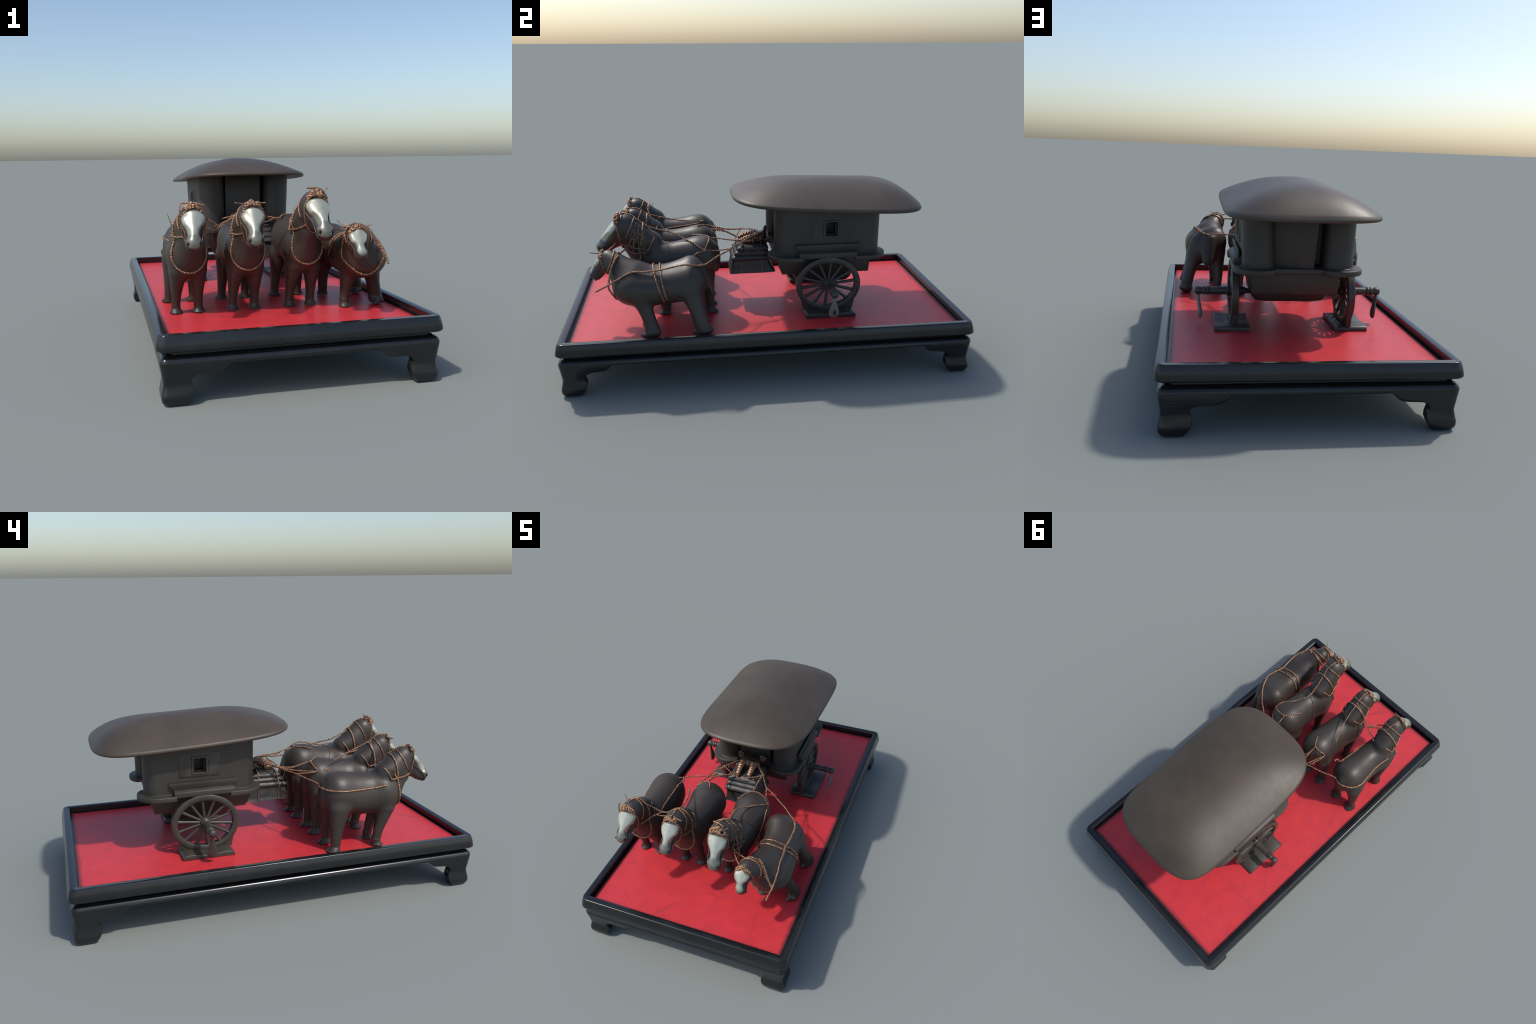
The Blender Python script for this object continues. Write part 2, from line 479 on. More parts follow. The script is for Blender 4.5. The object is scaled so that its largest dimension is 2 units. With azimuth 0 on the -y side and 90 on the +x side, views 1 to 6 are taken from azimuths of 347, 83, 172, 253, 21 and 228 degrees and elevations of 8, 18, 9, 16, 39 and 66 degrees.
def framed_plate(name, y0, y1, z0, z1, hy0, hy1, hz0, hz1, x0, x1, mat, width):
    """rectangular plate with a rectangular hole, standing on the side wall"""
    g = Geo()
    o = [(y0, z0), (y1, z0), (y1, z1), (y0, z1)]; i = [(hy0, hz0), (hy1, hz0), (hy1, hz1), (hy0, hz1)]
    g.loft([[(x0, *p) for p in o], [(x1, *p) for p in o], [(x1, *p) for p in i], [(x0, *p) for p in i], [(x0, *p) for p in o]], cap=False)
    bevelled(name, g, mat, carriage, width, 2)
for sx in (1, -1):
    W = lambda a: sx * a
    framed_plate("window_panel", 0.243, 0.442, 0.624, 0.736, 0.302, 0.383, 0.632, 0.722, W(0.232), W(0.2405), M["cabin"], 0.0015)
    framed_plate("window_frame", 0.3025, 0.3825, 0.6325, 0.7215, 0.313, 0.373, 0.641, 0.712, W(0.228), W(0.2435), M["cabin"], 0.002)
    framed_plate("window_sash", 0.3125, 0.3735, 0.6405, 0.7125, 0.319, 0.367, 0.647, 0.706, W(0.211), W(0.219), M["cabin"], 0.001)

# doors in the recesses
g = Geo(); g.box(-0.100, 0.088, 0.105, 0.118, 0.536, 0.806)
bevelled("front_door", g, M["cabin"], carriage, 0.003)
g = Geo()
g.loft([[(-0.060, 0.566, 0.536), (0.112, 0.532, 0.536), (0.112, 0.548, 0.536), (-0.060, 0.582, 0.536)],
        [(-0.080, 0.570, 0.806), (0.112, 0.532, 0.806), (0.112, 0.548, 0.806), (-0.080, 0.586, 0.806)]])
bevelled("rear_door", g, M["cabin"], carriage, 0.003)

# --- running board round the cabin, interrupted over the wheels
def ledge_end(sign_y):
    R = PR + 0.033
    half = {}
    for sx in (1, -1):
        if sign_y < 0:
            cy, y_in, y_mid = YF + PR, 0.200, 0.084
        else:
            cy, y_in, y_mid = YB + (YBL if sx < 0 else 0) - PR, 0.462, (0.584 if sx > 0 else 0.592)
        arc = [(PX + R * math.cos(math.radians(180 * i / 16)), cy + sign_y * R * math.sin(math.radians(180 * i / 16))) for i in range(17)]
        half[sx] = [(PX + R, y_in)] + [p for p in arc if p[0] > 0.100] + [(0.100, y_mid)]
    return half[1] + [(-x, y) for x, y in half[-1][::-1]]
for s in (-1, 1):
    g = Geo(); g.prism(ledge_end(s), 'z', 0.5150, 0.5385)
    bevelled("running_board", g, M["cabin"], carriage, 0.004, 3)
# foot moulding around the columns
g = Geo(); g.loft([[(x, y, z) for x, y in cabin_plan(o, YF, YB, 0.175, 0.50, -0.005)] for z, o in ((0.530, 0.004), (0.5415, 0.004), (0.5435, 0.0015))])
make("base_moulding", g.v, g.f, M["cabin"], carriage, 30)

# --- mudguards over the wheels: upright flared board and a flat shelf
for sx in (1, -1):
    g = Geo()
    up = [(0.162, 0.599), (0.156, 0.595), (0.157, 0.587), (0.164, 0.576), (0.180, 0.560), (0.470, 0.560), (0.487, 0.576), (0.495, 0.587), (0.497, 0.595), (0.492, 0.599)]
    def px(z): return 0.236 + (z - 0.560) * 0.14
    g.loft([[(sx * px(z), y, z) for y, z in up], [(sx * (px(z) + 0.009), y, z - 0.001) for y, z in up]])
    bevelled("mudguard_board", g, M["cabin"], carriage, 0.002)
    g = Geo()
    g.loft([[(sx * 0.215, y, 0.570) for y in (0.176, 0.474)] + [(sx * 0.215, y, 0.530) for y in (0.474, 0.176)],
            [(sx * 0.232, y, 0.570) for y in (0.176, 0.474)] + [(sx * 0.232, y, 0.530) for y in (0.474, 0.176)],
            [(sx * 0.266, y, 0.556) for y in (0.176, 0.474)] + [(sx * 0.266, y, 0.530) for y in (0.474, 0.176)]])
    bevelled("mudguard_shelf", g, M["cabin"], carriage, 0.003)

# --- underbody chest and rounded belly
g = Geo()
g.loft([[(-0.176, 0.066, 0.520), (0.190, 0.066, 0.520), (0.190, 0.564, 0.520), (-0.176, 0.568, 0.520)],
        [(-0.170, 0.100, 0.426), (0.188, 0.100, 0.426), (0.188, 0.556, 0.426), (-0.170, 0.560, 0.426)]])
bevelled("underbody", g, M["cabin"], carriage, 0.003)
g = Geo()
g.loft([[(0.016 + x * a, 0.320 + y * b, z) for x, y in rounded_rect(1, 1, 0.25, 6)]
        for z, a, b in ((0.430, 0.170, 0.160), (0.412, 0.168, 0.158), (0.392, 0.164, 0.150), (0.376, 0.152, 0.138), (0.367, 0.125, 0.115))])
make("belly", g.v, g.f, M["cabin"], carriage, 40)

# --- axle, wheels, wheel blocks, hanging paddles
AY, AZ = 0.328, 0.389
g = Geo(); g.lathe((-0.26, AY, AZ), (1, 0, 0), [(0, 0.013), (0.03, 0.013), (0.034, 0.017), (0.06, 0.017), (0.064, 0.012), (0.456, 0.012), (0.46, 0.017), (0.486, 0.017), (0.49, 0.013), (0.52, 0.013)])
make("axle", g.v, g.f, M["wheel"], carriage, 40)

def ellipse_ring(ry, rz, cx, hw, iy, iz, seg=96):
    """felloe: rectangular section with softened edges swept on an ellipse"""
    g = Geo(); rings = []
    sec = [(-1, -.7), (-.8, -1), (.8, -1), (1, -.7), (1, .7), (.8, 1), (-.8, 1), (-1, .7)]
    for j in range(seg):
        a = 2 * math.pi * j / seg
        row = []
        for u, w in sec:
            t = (w + 1) / 2
            ey, ez = iy + (ry - iy) * t, iz + (rz - iz) * t
            row.append((cx + u * hw, AY + ey * math.cos(a), AZ + ez * math.sin(a)))
        rings.append(row)
    rings.append(rings[0])
    g.loft(rings, cap=False)
    return g
def wheel(sx):
    w = empty_child("wheel", carriage)
    cx = sx * 0.252
    g = ellipse_ring(0.1665, 0.1450, cx, 0.0160, 0.1375, 0.1155)
    make("felloe", g.v, g.f, M["wheel"], w, 40)
    n = 14
    for i in range(n):
        a = math.radians(8.0 + (sx < 0) * 0.0 + 360 * i / n) if sx < 0 else math.radians(7.0 + 360 * i / n)
        d = Vector((0, 0.141 * math.cos(a), 0.119 * math.sin(a)))
        L = d.length
        g = Geo(); g.lathe((cx, AY, AZ), d, [(0.016, 0.0055), (0.024, 0.0085), (0.035, 0.0078), (L * 0.6, 0.0074), (L * 0.9, 0.0084), (L, 0.0095)], 12)
        make("spoke", g.v, g.f, M["wheel"], w, 60)
    g = Geo()
    pr = [(0.0, 0.020), (0.006, 0.026), (0.018, 0.030), (0.030, 0.026), (0.034, 0.022), (0.038, 0.0235), (0.046, 0.0235), (0.050, 0.0190),
          (0.060, 0.0185), (0.100, 0.0172), (0.125, 0.0165), (0.128, 0.0195), (0.133, 0.0205), (0.138, 0.0195), (0.140, 0.0155), (0.143, 0.0155),
          (0.145, 0.0190), (0.149, 0.0200), (0.153, 0.0185), (0.156, 0.0150), (0.161, 0.0160), (0.169, 0.0185), (0.178, 0.0192), (0.186, 0.0170), (0.191, 0.0105), (0.193, 0.004)]
    g.lathe((sx * 0.232, AY + 0.001, AZ + 0.001), (sx, 0, 0), pr, 28)
    make("hub", g.v, g.f, M["wheel"], w, 40)
    # paddle hanging from the axle end
    g = Geo(); rings = []
    for z, hw, ht, xx in [(0.386, 0.007, 0.006, 0.409), (0.372, 0.0075, 0.0062, 0.408), (0.356, 0.0085, 0.0065, 0.406), (0.340, 0.012, 0.0070, 0.404),
                          (0.324, 0.017, 0.0085, 0.4015), (0.306, 0.0225, 0.0095, 0.3985), (0.292, 0.0255, 0.0100, 0.397), (0.278, 0.0245, 0.0095, 0.396), (0.269, 0.0195, 0.0075, 0.396), (0.264, 0.011, 0.004, 0.396)]:
        rings.append([(sx * xx + ht * math.cos(t), AY + 0.001 + hw * math.sin(t), z) for t in np.linspace(0, 2 * math.pi, 20, endpoint=False)])
    g.loft(rings)
    make("paddle", g.v, g.f, M["paddle"] if sx > 0 else M["wheel"], w, 180)
    # block under the wheel, hollowed to take the rim
    g = Geo()
    xs0, xs1 = (0.184, 0.3365) if sx > 0 else (-0.338, -0.190)
    prof = [(0.203, 0.2355), (0.459, 0.2355), (0.459, 0.250), (0.450, 0.2585), (0.410, 0.263), (0.372, 0.2570), (0.330, 0.2535), (0.285, 0.2570), (0.250, 0.263), (0.212, 0.2585), (0.203, 0.250)]
    g.prism(prof, 'x', xs0, xs1)
    bevelled("wheel_block", g, M["wheel"], w, 0.003, 2, 45)
    for dy, z0 in ((-0.105, 0.29), (0.105, 0.29)):
        g = Geo()
        s = 1 if dy > 0 else -1
        pr = [(AY + s * 0.030, 0.2565), (AY + s * 0.128, 0.2565), (AY + s * 0.142, 0.318), (AY + s * 0.118, 0.306), (AY + s * 0.085, 0.283), (AY + s * 0.045, 0.269)]
        g.prism(pr, 'x', cx - 0.011, cx + 0.011)
        bevelled("wheel_chock", g, M["wheel"], w, 0.002, 2, 60)

def empty_child(name, parent):
    e = bpy.data.objects.new(name, None)
    bpy.context.scene.collection.objects.link(e)
    e.parent = parent
    return e
wheel(1); wheel(-1)

# --- padded trunk in front of the cabin
def trunk():
    g = Geo(); rings = []
    seg = 30
    rows = 44
    for k in range(rows + 1):
        t = k / rows
        z = 0.411 + 0.149 * t
        hx = interp([(0, 0.097), (0.1, 0.092), (0.45, 0.088), (0.5, 0.091), (0.93, 0.078), (0.985, 0.068), (1.0, 0.055)], t)
        yf = interp([(0, -0.162), (0.1, -0.156), (0.45, -0.146), (0.5, -0.149), (0.92, -0.108), (0.985, -0.098), (1.0, -0.085)], t)
        yb = interp([(0, 0.080), (0.1, 0.070), (0.25, 0.054), (0.5, 0.040), (0.92, 0.034), (0.985, 0.028), (1.0, 0.02)], t)
        puff = 0.0
        if t > 0.47:
            puff = 0.0085 * (abs(math.sin(math.pi * (t - 0.47) / 0.165)) ** 0.7)
        row = []
        cy, hy = (yf + yb) / 2, (yb - yf) / 2
        per = rounded_rect(1, 1, 0.12, 5)
        full = []
        for a, b in zip(per, per[1:] + per[:1]):
            d = math.hypot(b[0] - a[0], b[1] - a[1])
            m = 12 if d > 0.5 else 1
            for q in range(m):
                full.append((a[0] + (b[0] - a[0]) * q / m, a[1] + (b[1] - a[1]) * q / m))
        for u, w in full:
            # vertical seams divide every side in three
            s = w if abs(u) > abs(w) else u
            seam = 1 - math.exp(-((abs(s) - 0.36) / 0.06) ** 2) * 0.75
            e = puff * seam
            n = mnoise.noise(Vector((u * 2, w * 2, z * 40))) * 0.0016
            row.append((u * (hx + e + n), cy + w * (hy + e + n), z + (0.0012 * math.sin(9 * u + 5 * w) if k == 0 else 0)))
        rings.append(row)
    g.loft(rings)
    return make("trunk", g.v, g.f, M["cover"], carriage, 70)
trunk()
for yy in (-0.105, 0.006):
    for sx in (1, -1):
        g = Geo()
        rings = []
        for z, x, w in ((0.413, 0.0975, 0.006), (0.44, 0.0925, 0.005), (0.478, 0.0905, 0.005)):
            rings.append([(sx * (x + 0.0015), yy - w, z), (sx * (x + 0.0032), yy, z), (sx * (x + 0.0015), yy + w, z), (sx * (x - 0.004), yy, z)])
        g.loft(rings)
        make("trunk_strap", g.v, g.f, M["strap"], carriage, 60)

# --- small tarnished driver figure lying on the trunk: lumpy body, ringed arms, two knobs
def lump(name, c, r, mat, parent, amp, freq, sub=4, seed=0.0, rot=None):
    bm = bmesh.new()
    bmesh.ops.create_icosphere(bm, subdivisions=sub, radius=1.0)
    for v in bm.verts:
        p = v.co.copy()
        q = Vector([math.copysign(abs(a) ** 0.72, a) for a in p])
        n = mnoise.fractal(p * freq + Vector((seed, seed * 2, 0)), 0.8, 2.0, 3)
        p = q * (1 + amp * n)
        v.co = Vector((p.x * r[0], p.y * r[1], p.z * r[2]))
    me = bpy.data.meshes.new(name); bm.to_mesh(me); bm.free()
    if rot is not None: me.transform(rot)
    me.transform(Matrix.Translation(c))
    return finish(name, me, mat, parent, 70)
fig = empty_child("driver_figure", carriage)
lump("torso", (0.004, 0.004, 0.585), (0.050, 0.036, 0.026), M["figure"], fig, 0.22, 2.6, 4, 3.0)
for sx in (1, -1):
    g = Geo()
    pts = catmull([(sx * 0.033, -0.022, 0.597), (sx * 0.035, -0.050, 0.593), (sx * 0.034, -0.080, 0.586), (sx * 0.033, -0.108, 0.573)], 12)
    rings = []
    for i, p in enumerate(pts):
        t = i / (len(pts) - 1)
        r = (0.0165 - 0.006 * t) * (1 + 0.20 * math.sin(t * 2 * math.pi * 6))
        rings.append([(p[0] + r * math.cos(a), p[1] + 0.3 * r * math.sin(a), p[2] + 0.9 * r * math.sin(a)) for a in np.linspace(0, 2 * math.pi, 16, endpoint=False)])
    g.loft(rings)
    make("arm", g.v, g.f, M["rope"], fig, 70)
    lump("forearm_guard", (sx * 0.034, -0.064, 0.575), (0.017, 0.028, 0.016), M["figure"], fig, 0.2, 2.2, 3, 5 + sx)
    g = Geo()
    g.lathe((sx * 0.066, 0.040, 0.603), (sx * 0.10, -1, 0.15), [(-0.010, 0.008), (-0.008, 0.018), (-0.003, 0.0215), (0.004, 0.0205), (0.007, 0.016), (0.006, 0.012), (0.002, 0.009), (0.006, 0.006), (0.009, 0.003)], 24)
    make("knob", g.v, g.f, M["figure"], fig, 50)
    g = Geo(); g.lathe((sx * 0.062, 0.02, 0.583), (sx * 0.10, 1, -0.12), [(0, 0.006), (0.03, 0.0055), (0.05, 0.008), (0.085, 0.008)], 12)
    make("support_rod", g.v, g.f, M["figure"], fig, 50)

# ------------------------------------------------------------------ horses
def ell(Pts, c, r):
    q = (Pts - c) / r
    k0 = np.sqrt((q * q).sum(-1)); k1 = np.sqrt(((q / r) ** 2).sum(-1)) + 1e-9
    return k0 * (k0 - 1) / k1

def smin(a, b, k):
    h = np.clip(k - np.abs(a - b), 0, None) / k
    return np.minimum(a, b) - h * h * k * 0.25

def surface_nets(F, org, h):
    """isosurface of a distance field sampled on a grid (one vertex per crossed cell)"""
    S = F < 0
    c = [S[i:S.shape[0] - 1 + i, j:S.shape[1] - 1 + j, k:S.shape[2] - 1 + k] for i in (0, 1) for j in (0, 1) for k in (0, 1)]
    cnt = sum(x.astype(np.int8) for x in c)
    act = (cnt > 0) & (cnt < 8)
    idx = -np.ones(act.shape, np.int64)
    cells = np.argwhere(act)
    idx[act] = np.arange(len(cells))
    acc = np.zeros((len(cells), 3)); num = np.zeros(len(cells))
    I, J, K = cells.T
    corners = [(i, j, k) for i in (0, 1) for j in (0, 1) for k in (0, 1)]
    for a in corners:
        for ax in range(3):
            if a[ax]: continue
            b = list(a); b[ax] = 1
            fa = F[I + a[0], J + a[1], K + a[2]]; fb = F[I + b[0], J + b[1], K + b[2]]
            m = (fa < 0) != (fb < 0)
            t = np.where(m, fa / np.where(m, fa - fb, 1), 0)
            p = np.array(a, float)[None, :] + t[:, None] * (np.array(b, float) - np.array(a, float))
            acc[m] += p[m]; num[m] += 1
    V = org + h * (cells + acc / num[:, None])
    faces = []
    for ax in range(3):
        sl0 = [slice(1, -1)] * 3; sl0[ax] = slice(0, -1)
        sl1 = [slice(1, -1)] * 3; sl1[ax] = slice(1, None)
        A, B = S[tuple(sl0)], S[tuple(sl1)]
        e = np.argwhere(A != B)
        off = np.ones(3, int); off[ax] = 0
        e = e + off
        u, w = [(1, 2), (2, 0), (0, 1)][ax]
        du = np.zeros(3, int); du[u] = 1
        dw = np.zeros(3, int); dw[w] = 1
        q = [e - du - dw, e - dw, e, e - du]
        ids = np.stack([idx[tuple(x.T)] for x in q], 1)
        inside = S[tuple(e.T)]
        ids[~inside] = ids[~inside][:, ::-1]
        faces.append(ids)
    return V, np.concatenate(faces)

H = 0.0042
BODIES = []
def build_horse(name, groups, label, face):
    """groups: list of (part name, [stations (x, y, z, rx, r_yz[, rz])], blend)"""
    allp = np.array([s[:3] for _, st, _ in groups for s in st])
    rad = max(max(s[3:]) for _, st, _ in groups for s in st)
    lo, hi = allp.min(0) - rad - 0.02, allp.max(0) + rad + 0.02
    lo[2] = 0.2375
    dims = np.ceil((hi - lo) / H).astype(int) + 1
    ax = [lo[i] + H * np.arange(dims[i]) for i in range(3)]
    fields = []
    for part, st, blend in groups:
        F = np.full(dims, 0.2)
        st = [list(s) + [s[-1]] * (6 - len(s)) for s in st]
        dense = catmull(st, 7) if len(st) > 1 else np.array(st, float)
        for s in dense:
            c, r = s[:3], np.maximum(s[3:6], 0.003)
            i0 = np.maximum(((c - r - 0.035 - lo) / H).astype(int), 0)
            i1 = np.minimum(((c + r + 0.035 - lo) / H).astype(int) + 2, dims)
            if (i1 <= i0).any(): continue
            G = np.stack(np.meshgrid(*[ax[i][i0[i]:i1[i]] for i in range(3)], indexing='ij'), -1)
            sl = tuple(slice(i0[i], i1[i]) for i in range(3))
            F[sl] = np.minimum(F[sl], ell(G, c, r))
        fields.append((part, F, blend))
    D = fields[0][1].copy()
    for part, F, k in fields[1:]:
        if k < 0:          # carve
            D = -smin(-D, F, -k)
        else:
            D = smin(D, F, k)
    Z = ax[2][None, None, :]
    D = np.maximum(D, (0.2385 + H * 0.5) - Z + 0 * D) if False else D
    D[0], D[-1], D[:, 0], D[:, -1], D[:, :, 0], D[:, :, -1] = [0.05] * 6
    V, Fc = surface_nets(D, lo, H)
    # relax, keeping volume (Taubin)
    E = np.concatenate([Fc[:, [0, 1]], Fc[:, [1, 2]], Fc[:, [2, 3]], Fc[:, [3, 0]]])
    E = np.unique(np.sort(E, 1), axis=0)
    deg = np.bincount(E.ravel(), minlength=len(V))[:, None]
    for lam in (0.5, -0.52) * 3:
        L = np.zeros_like(V)
        np.add.at(L, E[:, 0], V[E[:, 1]]); np.add.at(L, E[:, 1], V[E[:, 0]])
        V = V + lam * (L / deg - V)
    # smooth vertex normals of the whole body
    n = np.zeros_like(V)
    a, b, c, d = (V[Fc[:, i]] for i in range(4))
    fn = np.cross(c - a, d - b)
    for i in range(4): np.add.at(n, Fc[:, i], fn)
    n /= np.linalg.norm(n, axis=1)[:, None] + 1e-12
    BODIES.append(dict(v=V, f=Fc))
    # region of each face = part whose own field is smallest there
    cen = (a + b + c + d) / 4
    gi = np.clip(np.rint((cen - lo) / H).astype(int), 0, dims - 1)
    solid = [(p, F) for p, F, k in fields if k >= 0]
    vals = np.stack([F[tuple(gi.T)] for _, F in solid], 1)
    best = vals.argmin(1)
    horse = empty(name, label, "horse")
    o0, fn_, lo_, hi_ = face
    hm = head_mat("horse_head_bronze_silver", o0, fn_, 0, lo_, hi_)
    out = {}
    labels = [p for p, _ in solid]
    onplate = ((cen - np.array(o0)) @ np.array(fn_)) > lo_
    sets = {}
    for i, f in enumerate(best):
        part = labels[f]
        if part == "head" and onplate[i]: part = "face_plate"
        sets.setdefault((part, f if part not in ("head", "face_plate") else -1), []).append(i)
    merged = {}
    for (part, f), ids in sets.items():
        key = part if part in ("torso", "neck", "head", "face_plate", "tail") else (part, f)
        merged.setdefault(key, []).extend(ids)
    for key, ids in merged.items():
        part = key if isinstance(key, str) else key[0]
        if len(ids) < 4: 
            pass
        ff = Fc[ids]
        used, inv = np.unique(ff, return_inverse=True)
        ff = inv.reshape(-1, 4)
        me = bpy.data.meshes.new(part)
        me.from_pydata(V[used].tolist(), [], ff.tolist())
        me.polygons.foreach_set("use_smooth", [True] * len(me.polygons))
        me.normals_split_custom_set_from_vertices(n[used].tolist())
        me.materials.append(hm if part in ("head", "face_plate") else M["horse"])
        o = bpy.data.objects.new(part, me)
        bpy.context.scene.collection.objects.link(o)
        o.parent = horse
    return horse

def leg_group(kind, top, mid, low, hoof_y, hx):
    """top/mid/low: (x, y, z, rx, ry); hoof flares out at the floor"""
    def st(s): return (s[0], s[1], s[2], s[3], s[4], max(s[3], s[4]) * 0.8)
    return (kind, [st(top), st(mid), st(low)], 0.022)

def hoof_group(x, y, r, back):
    return ("hoof", [(x, y, 0.256, r * 0.74, r * 0.80, 0.006), (x, y + back * 0.3, 0.249, r * 0.86, r * 0.92, 0.006),
                     (x, y + back, 0.243, r * 0.98, r * 1.08, 0.005), (x, y + back, 0.240, r * 1.02, r * 1.16, 0.005)], 0.006)

RUMP_SHIFT = 0.020
def standing_horse(name, xc, label, hd=(0, 0, 0), up=0.0, hs=1.0, turn=0.0, neck_blend=0.018):
    """xc: body centre in x; hd: head shift; up: extra height of the back; turn: sideways drift of the head"""
    X = lambda x: xc + x
    hx, hy, hz = hd
    b = RUMP_SHIFT
    torso = [(X(b), -0.314, 0.507 + up, 0.099, 0.092, 0.100), (X(b), -0.365, 0.498 + up * .8, 0.094, 0.092, 0.096), (X(b * .8), -0.440, 0.488 + up * .5, 0.088, 0.088, 0.095),
             (X(b * .5), -0.500, 0.488 + up * .5, 0.088, 0.090, 0.094), (X(0), -0.546, 0.494 + up * .4, 0.090, 0.090, 0.100)]
    ridge = [(X(b), -0.302, 0.545 + up, 0.074, 0.066, 0.070), (X(b), -0.335, 0.543 + up, 0.074, 0.068, 0.072), (X(b), -0.390, 0.534 + up * .8, 0.070, 0.068, 0.072),
             (X(b), -0.460, 0.528 + up * .5, 0.068, 0.065, 0.072), (X(b * .5), -0.530, 0.535 + up * .5, 0.066, 0.065, 0.072)]
    # neck with a lobe overhanging the withers, and its full underside down to the chest
    neck = [(X(hx * .1), -0.556, 0.600 + hz * .3, 0.057, 0.052), (X(hx * .3), -0.592 + hy * .3, 0.606 + hz * .4, 0.064, 0.066), (X(hx * .6), -0.628 + hy * .6, 0.634 + hz * .7, 0.058, 0.066),
            (X(hx), -0.656 + hy, 0.660 + hz, 0.050, 0.058)]
    gullet = [(X(0), -0.585, 0.510, 0.064, 0.058), (X(hx * .3), -0.606 + hy * .3, 0.540 + hz * .3, 0.058, 0.058), (X(hx * .6), -0.630 + hy * .6, 0.578 + hz * .6, 0.052, 0.055)]
    def Hd(y, z): return (-0.652 + (y + 0.652) * hs + hy, 0.655 + (z - 0.655) * hs + hz)
    def hs_(y, z, rx, r, dx=0.0):
        yy, zz = Hd(y, z)
        return (X(hx + dx + turn * (-0.652 - y)), yy, zz, rx * hs, r * hs)
    head = [hs_(-0.664, 0.668, 0.045, 0.049), hs_(-0.684, 0.650, 0.044, 0.049), hs_(-0.712, 0.627, 0.038, 0.042), hs_(-0.738, 0.604, 0.0295, 0.035),
            hs_(-0.757, 0.586, 0.0290, 0.031), hs_(-0.766, 0.575, 0.0325, 0.030), hs_(-0.769, 0.568, 0.0310, 0.0275)]
    lip = [hs_(-0.742, 0.570, 0.024, 0.024), hs_(-0.758, 0.557, 0.024, 0.0185)]
    jaw = [hs_(-0.674, 0.614, 0.038, 0.044), hs_(-0.702, 0.596, 0.030, 0.030), hs_(-0.738, 0.573, 0.023, 0.022)]
    ears = []
    cheeks = []
    for s in (1, -1):
        cheeks.append(("head", [hs_(-0.708, 0.657, 0.012, 0.015, s * 0.032), hs_(-0.730, 0.635, 0.008, 0.010, s * 0.026)], 0.02))
    carve = []
    for s in (1, -1):
        carve.append(("cut", [hs_(-0.758, 0.609, 0.013, 0.016, s * 0.0335), hs_(-0.738, 0.626, 0.011, 0.013, s * 0.040)], -0.014))
        carve.append(("cut", [hs_(-0.782, 0.571, 0.007, 0.007, s * 0.027)], -0.006))
    tail = [(X(b), -0.242, 0.560 + up, 0.022, 0.018), (X(b * .8), -0.230, 0.520 + up * .6, 0.024, 0.016), (X(b * .5), -0.231, 0.475, 0.021, 0.015), (X(b * .3), -0.236, 0.450, 0.014, 0.011)]
    fx, rx = 0.049, 0.057
    G = [("torso", torso, 0), ("torso", ridge, 0.03), ("neck", gullet, 0.03), ("neck", neck, neck_blend), ("head", head, 0.02), ("head", jaw, 0.02), ("head", lip, 0.006)] + cheeks + carve + [("tail", tail, 0.016)]
    for s in (-1, 1):
        G.append(leg_group("foreleg", (X(s * 0.042), -0.548, 0.425, 0.040, 0.044), (X(s * 0.047), -0.516, 0.330, 0.0235, 0.028), (X(s * fx), -0.500, 0.262, 0.0175, 0.0215), 0, 0))
        G.append(leg_group("hindleg", (X(s * 0.048 + .004), -0.300, 0.450, 0.042, 0.056), (X(s * 0.054 + .002), -0.286, 0.350, 0.0255, 0.035), (X(s * rx), -0.277, 0.262, 0.0185, 0.0255), 0, 0))
        G.append(("foreleg", [(X(s * fx), -0.500, 0.270, 0.0195, 0.0235, 0.008)], 0.008))
        G.append(("hoof", hoof_group(X(s * fx), -0.503, 0.029, -0.003)[1], 0.006))
        G.append(("hoof", hoof_group(X(s * rx), -0.272, 0.032, 0.006)[1], 0.006))
    o = hs_(-0.703, 0.630, 0, 0)[:3]
    nrm = Vector((0, -0.775, 0.632)).normalized()
    return build_horse(name, G, label, (o, tuple(nrm), 0.014 * hs, 0.028 * hs))

horses = []
horses.append(standing_horse("horse", -0.393, "dark bronze horse with silver face plate", hd=(0.012, 0.0, 0.0), up=0.0, turn=-0.10))
horses.append(standing_horse("horse", -0.143, "dark bronze horse with silver face plate", hd=(0.004, 0.0, 0.003), up=0.004, turn=-0.06, neck_blend=0.014))
horses.append(standing_horse("horse", 0.117, "tall dark bronze horse with silver face plate", hd=(0.004, -0.022, 0.036), up=0.016, hs=1.08, turn=0.10, neck_blend=0.014))

